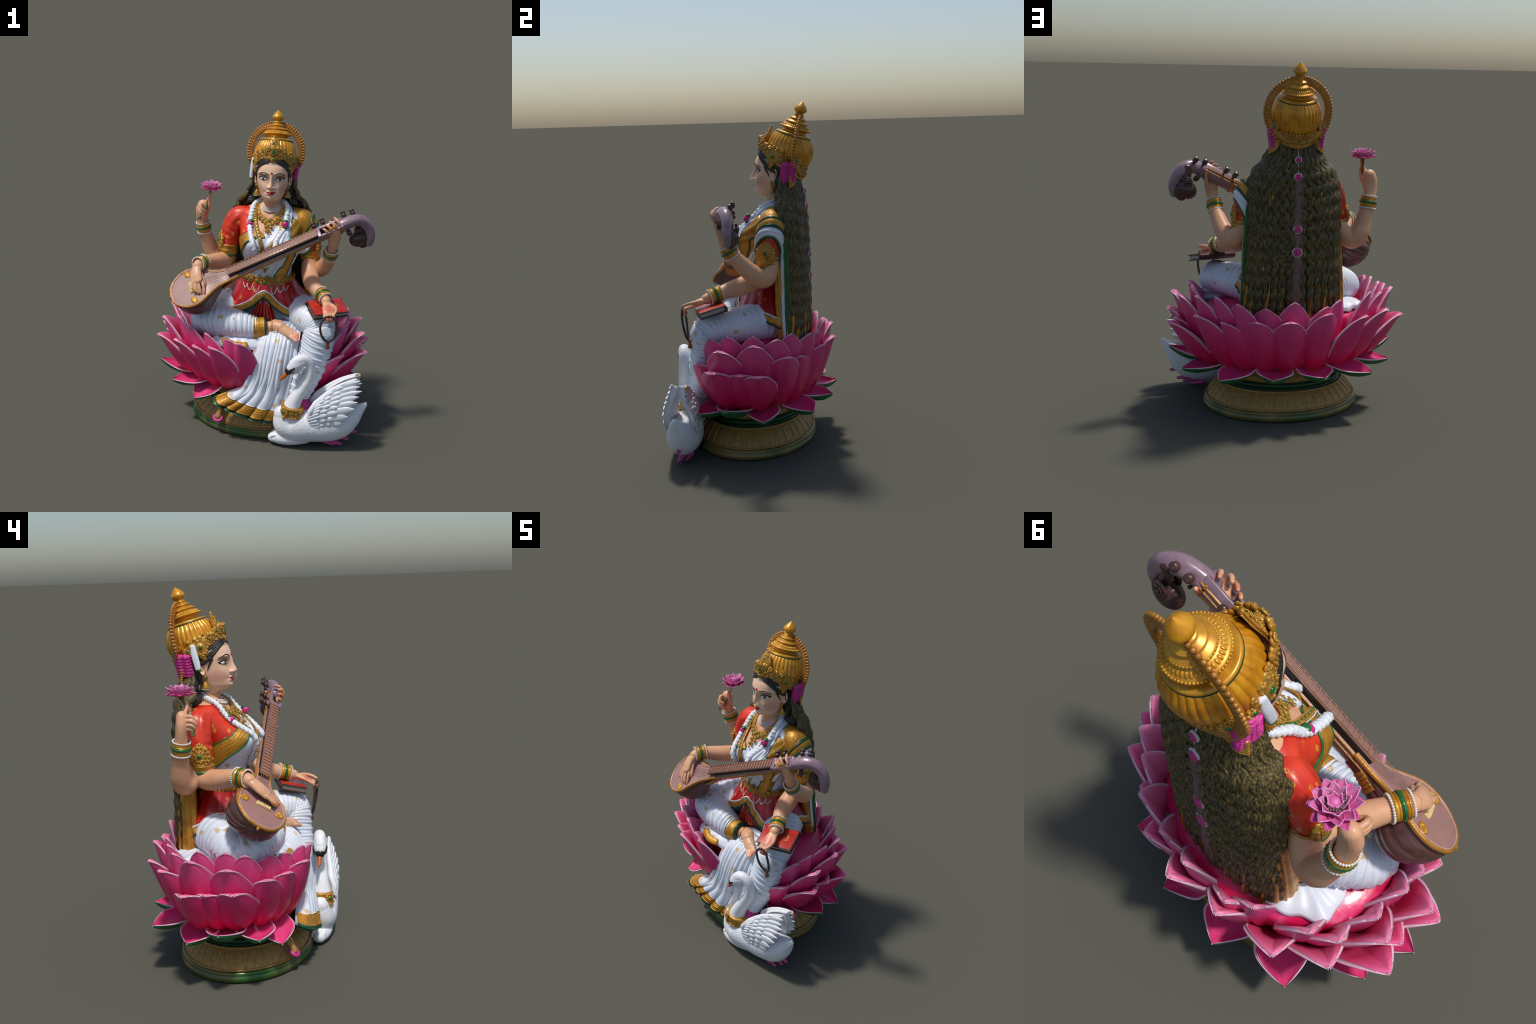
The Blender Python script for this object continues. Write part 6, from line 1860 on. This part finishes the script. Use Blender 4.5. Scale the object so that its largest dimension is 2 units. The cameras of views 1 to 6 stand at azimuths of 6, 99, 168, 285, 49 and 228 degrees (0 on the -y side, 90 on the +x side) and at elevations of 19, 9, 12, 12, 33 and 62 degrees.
# small pink curl on the pedestal by the hem
mb = MB()
P = spline([(-.225, -.300, .168), (-.232, -.322, .140), (-.236, -.338, .115)], 20); tube(mb, P, np.linspace(.016, .022, 20), raw=True, n=14)
PC = mb.obj('pedestal_bud', M['base_gold'])
mb = MB(); th = np.linspace(0, 2*pi, 40); F = frame_matrix(A([-.238, -.342, .108]), z=nrm(A([-.1, -.6, .8]))); P = np.stack([.026*np.cos(th), .022*np.sin(th), 0*th], -1) @ F[:3, :3].T + F[:3, 3]
tube(mb, P, [.009]*40, raw=True, n=10); mb.obj('bud_lip', M['pink_flower'], PC)

# ------------------------------------------------------------------ swan
sy = lambda x: curve_at([(.08, -.396), (.17, -.404), (.25, -.394), (.33, -.376), (.45, -.360), (.60, -.352), (.72, -.351)], np.asarray(x, float))
def S(x, z, dy=0.): return (x, float(sy(x))+dy, z)
mb = MB()
tube(mb, [S(.185, .215), S(.205, .150), S(.265, .130), S(.350, .135), S(.440, .142), S(.530, .162), S(.605, .212), S(.655, .258), S(.698, .300)],
     [(.050, .062), (.075, .085), (.092, .105), (.100, .108), (.100, .112), (.090, .106), (.068, .072), (.042, .034), (.010, .006)], seg=60, n=40, hint=(0, 0, 1))
# chest and lower breast roll
tube(mb, [S(.130, .044), S(.175, .050), S(.240, .052), S(.320, .062)], [(.040, .034), (.055, .046), (.066, .050), (.070, .050)], seg=24, n=30, hint=(0, 0, 1))
# tail fan
tube(mb, [S(.560, .225), S(.620, .262), S(.665, .290), S(.697, .318)], [(.060, .035), (.050, .022), (.030, .012), (.006, .004)], seg=20, n=24, hint=(-.5, 0, .8))
# neck
tube(mb, [S(.245, .18), S(.232, .240), S(.248, .310), S(.288, .385), S(.324, .455), S(.336, .515), S(.326, .565), S(.296, .592), S(.258, .586), S(.228, .556)],
     [(.060, .070), (.060, .066), (.046, .050), (.038, .042), (.034, .037), (.031, .033), (.030, .031), (.031, .031), (.033, .033), (.030, .031)], seg=90, n=30, hint=(0, -1, 0))
tube(mb, [S(.285, .575), S(.250, .560), S(.220, .530), S(.205, .512)], [(.034, .034), (.037, .038), (.034, .034), (.024, .024)], seg=30, n=24, hint=(0, -1, 0))
tube(mb, [S(.262, .555), S(.250, .525), S(.240, .512)], [.030, .030, .022], seg=12, n=20)
SWAN = remesh('swan', mb, .0048, M['swan'], smooth_iter=6)
SB = mesh_bvh(SWAN.data)
# breast tuft feathers at the front of the roll
mb = MB()
for k in range(-3, 4):
    tube(mb, [S(.150, .072, .010*k), S(.125, .068, .011*k), S(.108, .058-.004*abs(k), .011*k)], [.010, .008, .002], seg=8, n=8)
mb.obj('tuft', M['feather'], SWAN, stuff=True)
# beak, black mask, eyes
mb = MB(); tube(mb, [S(.214, .512), S(.192, .492), S(.170, .466), S(.156, .450)], [(.017, .018), (.015, .013), (.012, .009), (.008, .005)], seg=24, n=18, hint=(0, -1, 0)); mb.obj('beak', M['beak'], SWAN)
mb = MB()
G = tube_grid([S(.232, .536), S(.215, .520), S(.200, .503)], [(.0335, .0335), (.029, .029), (.0175, .0195)], seg=14, n=30, hint=(0, -1, 0), round0=False, round1=True); mb.grid(G, cv=True, cap1=True)
ball(mb, S(.205, .528), (.012, .012, .011), nu=10, nv=12); ball(mb, S(.2045, .5125), (.0265, .0275, .0255), nu=14, nv=18)
for s in (-1, 1):
    Pm, _ = conform(SB, A([S(lerp(.236, .205, q), lerp(.545, .516, q), s*.035) for q in np.linspace(0, 1, 14)]), .0005); tube(mb, Pm, np.linspace(.006, .011, 14), raw=True, n=10)
mb.obj('face_mask', M['black'], SWAN)
mb = MB()
for s in (-1, 1): ball(mb, S(.233, .543, s*.031), (.009, .006, .007), nu=10, nv=12)
mb.obj('eye', M['black'], SWAN)
# gold collar with gems
mb, gm = MB(), MB()
NA = nrm(A([.10, 0, 1.])); CC = A(S(.237, .252))
F = frame_matrix(CC, z=nrm(A([.12, 0, 1.])), x=(1, 0, 0))
pr = [(.054, -.040), (.072, -.038), (.074, -.028), (.071, -.024), (.069, .010), (.071, .016), (.067, .026), (.052, .028)]
lathe(mb, spline(pr, 40), n=60, M=F, sx=1.06, sy=1.0)
for k in range(34):
    a = 2*pi*k/34; ball(mb, F[:3, :3] @ A([.078*math.cos(a), .073*math.sin(a), -.033]) + F[:3, 3], .006, nu=6, nv=8)
for k in range(22):
    a = 2*pi*k/22; p = F[:3, :3] @ A([.074*math.cos(a), .070*math.sin(a), -.006]) + F[:3, 3]
    ball(gm if k % 2 else mb, p, .0055, nu=6, nv=8)
COL = mb.obj('swan_collar', M['gold_carved'], SWAN)
mb = MB(); d = nrm(A([-.62, -.80, 0.])); rosette(mb, gm, CC + d*.074 + A([0, 0, .004]), d, .031, 12, gem=.4)
for q, r_ in ((-.032, .009), (-.046, .007)): ball(mb, CC + d*.078 + A([0, 0, q]), r_)
mb.obj('pendant', M['gold_carved'], SWAN); gm.obj('gem', M['gem'], SWAN, stuff=True)

# wings: base slab and overlapping feathers in rows
def wing(side):
    root = spline([(.335, .235), (.352, .285), (.385, .320), (.410, .345)], 30)[::-1]       # leading edge start, top to bottom
    def edge(v):       # v 0 = top (leading) feather, 1 = lowest
        r = A([curve_at([(0, .385), (.3, .352), (.6, .345), (.8, .365), (1, .405)], v), curve_at([(0, .318), (.3, .270), (.6, .215), (.8, .178), (1, .150)], v)])
        t = A([curve_at([(0, .632), (.15, .640), (.35, .640), (.55, .620), (.75, .575), (1, .490)], v), curve_at([(0, .485), (.15, .445), (.35, .392), (.55, .330), (.75, .240), (1, .135)], v)])
        return r, t
    def pt(u, v, lift=0.):
        r, t = edge(v)
        u = np.asarray(u, float)
        bow = .022*np.sin(pi*u)*(1-v)**1.2
        x = lerp(r[0], t[0], u) - .35*bow; z = lerp(r[1], t[1], u) + bow
        half = curve_at([(.10, .070), (.18, .079), (.25, .084), (.33, .074), (.40, .050), (.50, .014 if side > 0 else .044)], np.clip(z, .1, .5)) - .022*(1-u)**2*(1-v)
        y = sy(x) - side*-1*-1*(half + lift)*1.0 if side > 0 else sy(x) + (half + lift)
        return np.stack([x, y, z], -1)
    mb = MB()
    us = np.linspace(0, 1, 30); vs = np.linspace(0, 1, 24)
    G = np.stack([pt(us, A([v]*30)) if False else pt(us*.94, float(v)) for v in vs])
    inner = G.copy(); inner[..., 1] = inner[..., 1] + (side*.028 if side > 0 else -.028)
    sheet(mb, (G+inner)/2, .030)
    lead = np.stack([pt(A([a]), 0., .006)[0] for a in np.linspace(-.0, .97, 24)]); lead = np.vstack([[S(.345, .225, -side*.075)], [S(.352, .270, -side*.082)], lead])
    tube(mb, lead, np.r_[.014, .018, np.linspace(.020, .006, 24)], raw=True, n=14, hint=(0, -1, 0))
    W = mb.obj('wing', M['feather'], SWAN)
    nrow = 9
    for col, (ua, ub, wd, lf) in enumerate(((-.02, .25, .016, .013), (.16, .43, .0155, .010), (.34, .64, .0150, .007), (.54, 1.04, .0145, .003))):
        nn = nrow + (2 if col == 0 else 0)
        for k in range(nn):
            v = (k+.5)/nn
            q = np.linspace(0, 1, 14)
            u = lerp(ua, ub + .025*math.sin(k*2.4+col), q)
            P = pt(np.clip(u, 0, 1.06), v, lf + .004)
            # widths follow the spacing of the rows
            a = pt(A([lerp(ua, ub, .5)]), max(v-.5/nn, 0)); b = pt(A([lerp(ua, ub, .5)]), min(v+.5/nn, 1))
            wv_ = np.linalg.norm(a-b)*.56
            prof_ = np.where(q < .8, .80 + .20*q/.8, np.sqrt(np.maximum(1-((q-.8)/.2)**2, .03)))
            if col == 3: prof_ = np.where(q < .6, 1., np.maximum(1-((q-.6)/.4)**1.8, .06))
            mb = MB(); tube(mb, P, np.stack([wv_*.96*prof_, .009*prof_*(.45+.55*q)+.001], 1), raw=True, n=12, hint=(0, -side, 0)); mb.obj('feather', M['feather'], SWAN)
    if side < 0:
        mb = MB()
        for v in (.03, .10): ball(mb, pt(A([1.0]), v, .012)[0], (.016, .008, .008))
        mb.obj('feather_tip', M['pale_gold'], SWAN)
wing(1); wing(-1)
# pink feet at the back
mb = MB()
for k, (x, y, z) in enumerate(((.500, -.372, .016), (.545, -.372, .022), (.630, -.352, .105), (.585, -.350, .050), (.500, -.335, .016))):
    tube(mb, [(x-.06, y+.01, z+.010), (x-.02, y, z+.004), (x+.012, y-.004, z)], [.014, .013, .009], seg=12, n=12)
mb.obj('swan_foot', M['pink_foot'], SWAN)
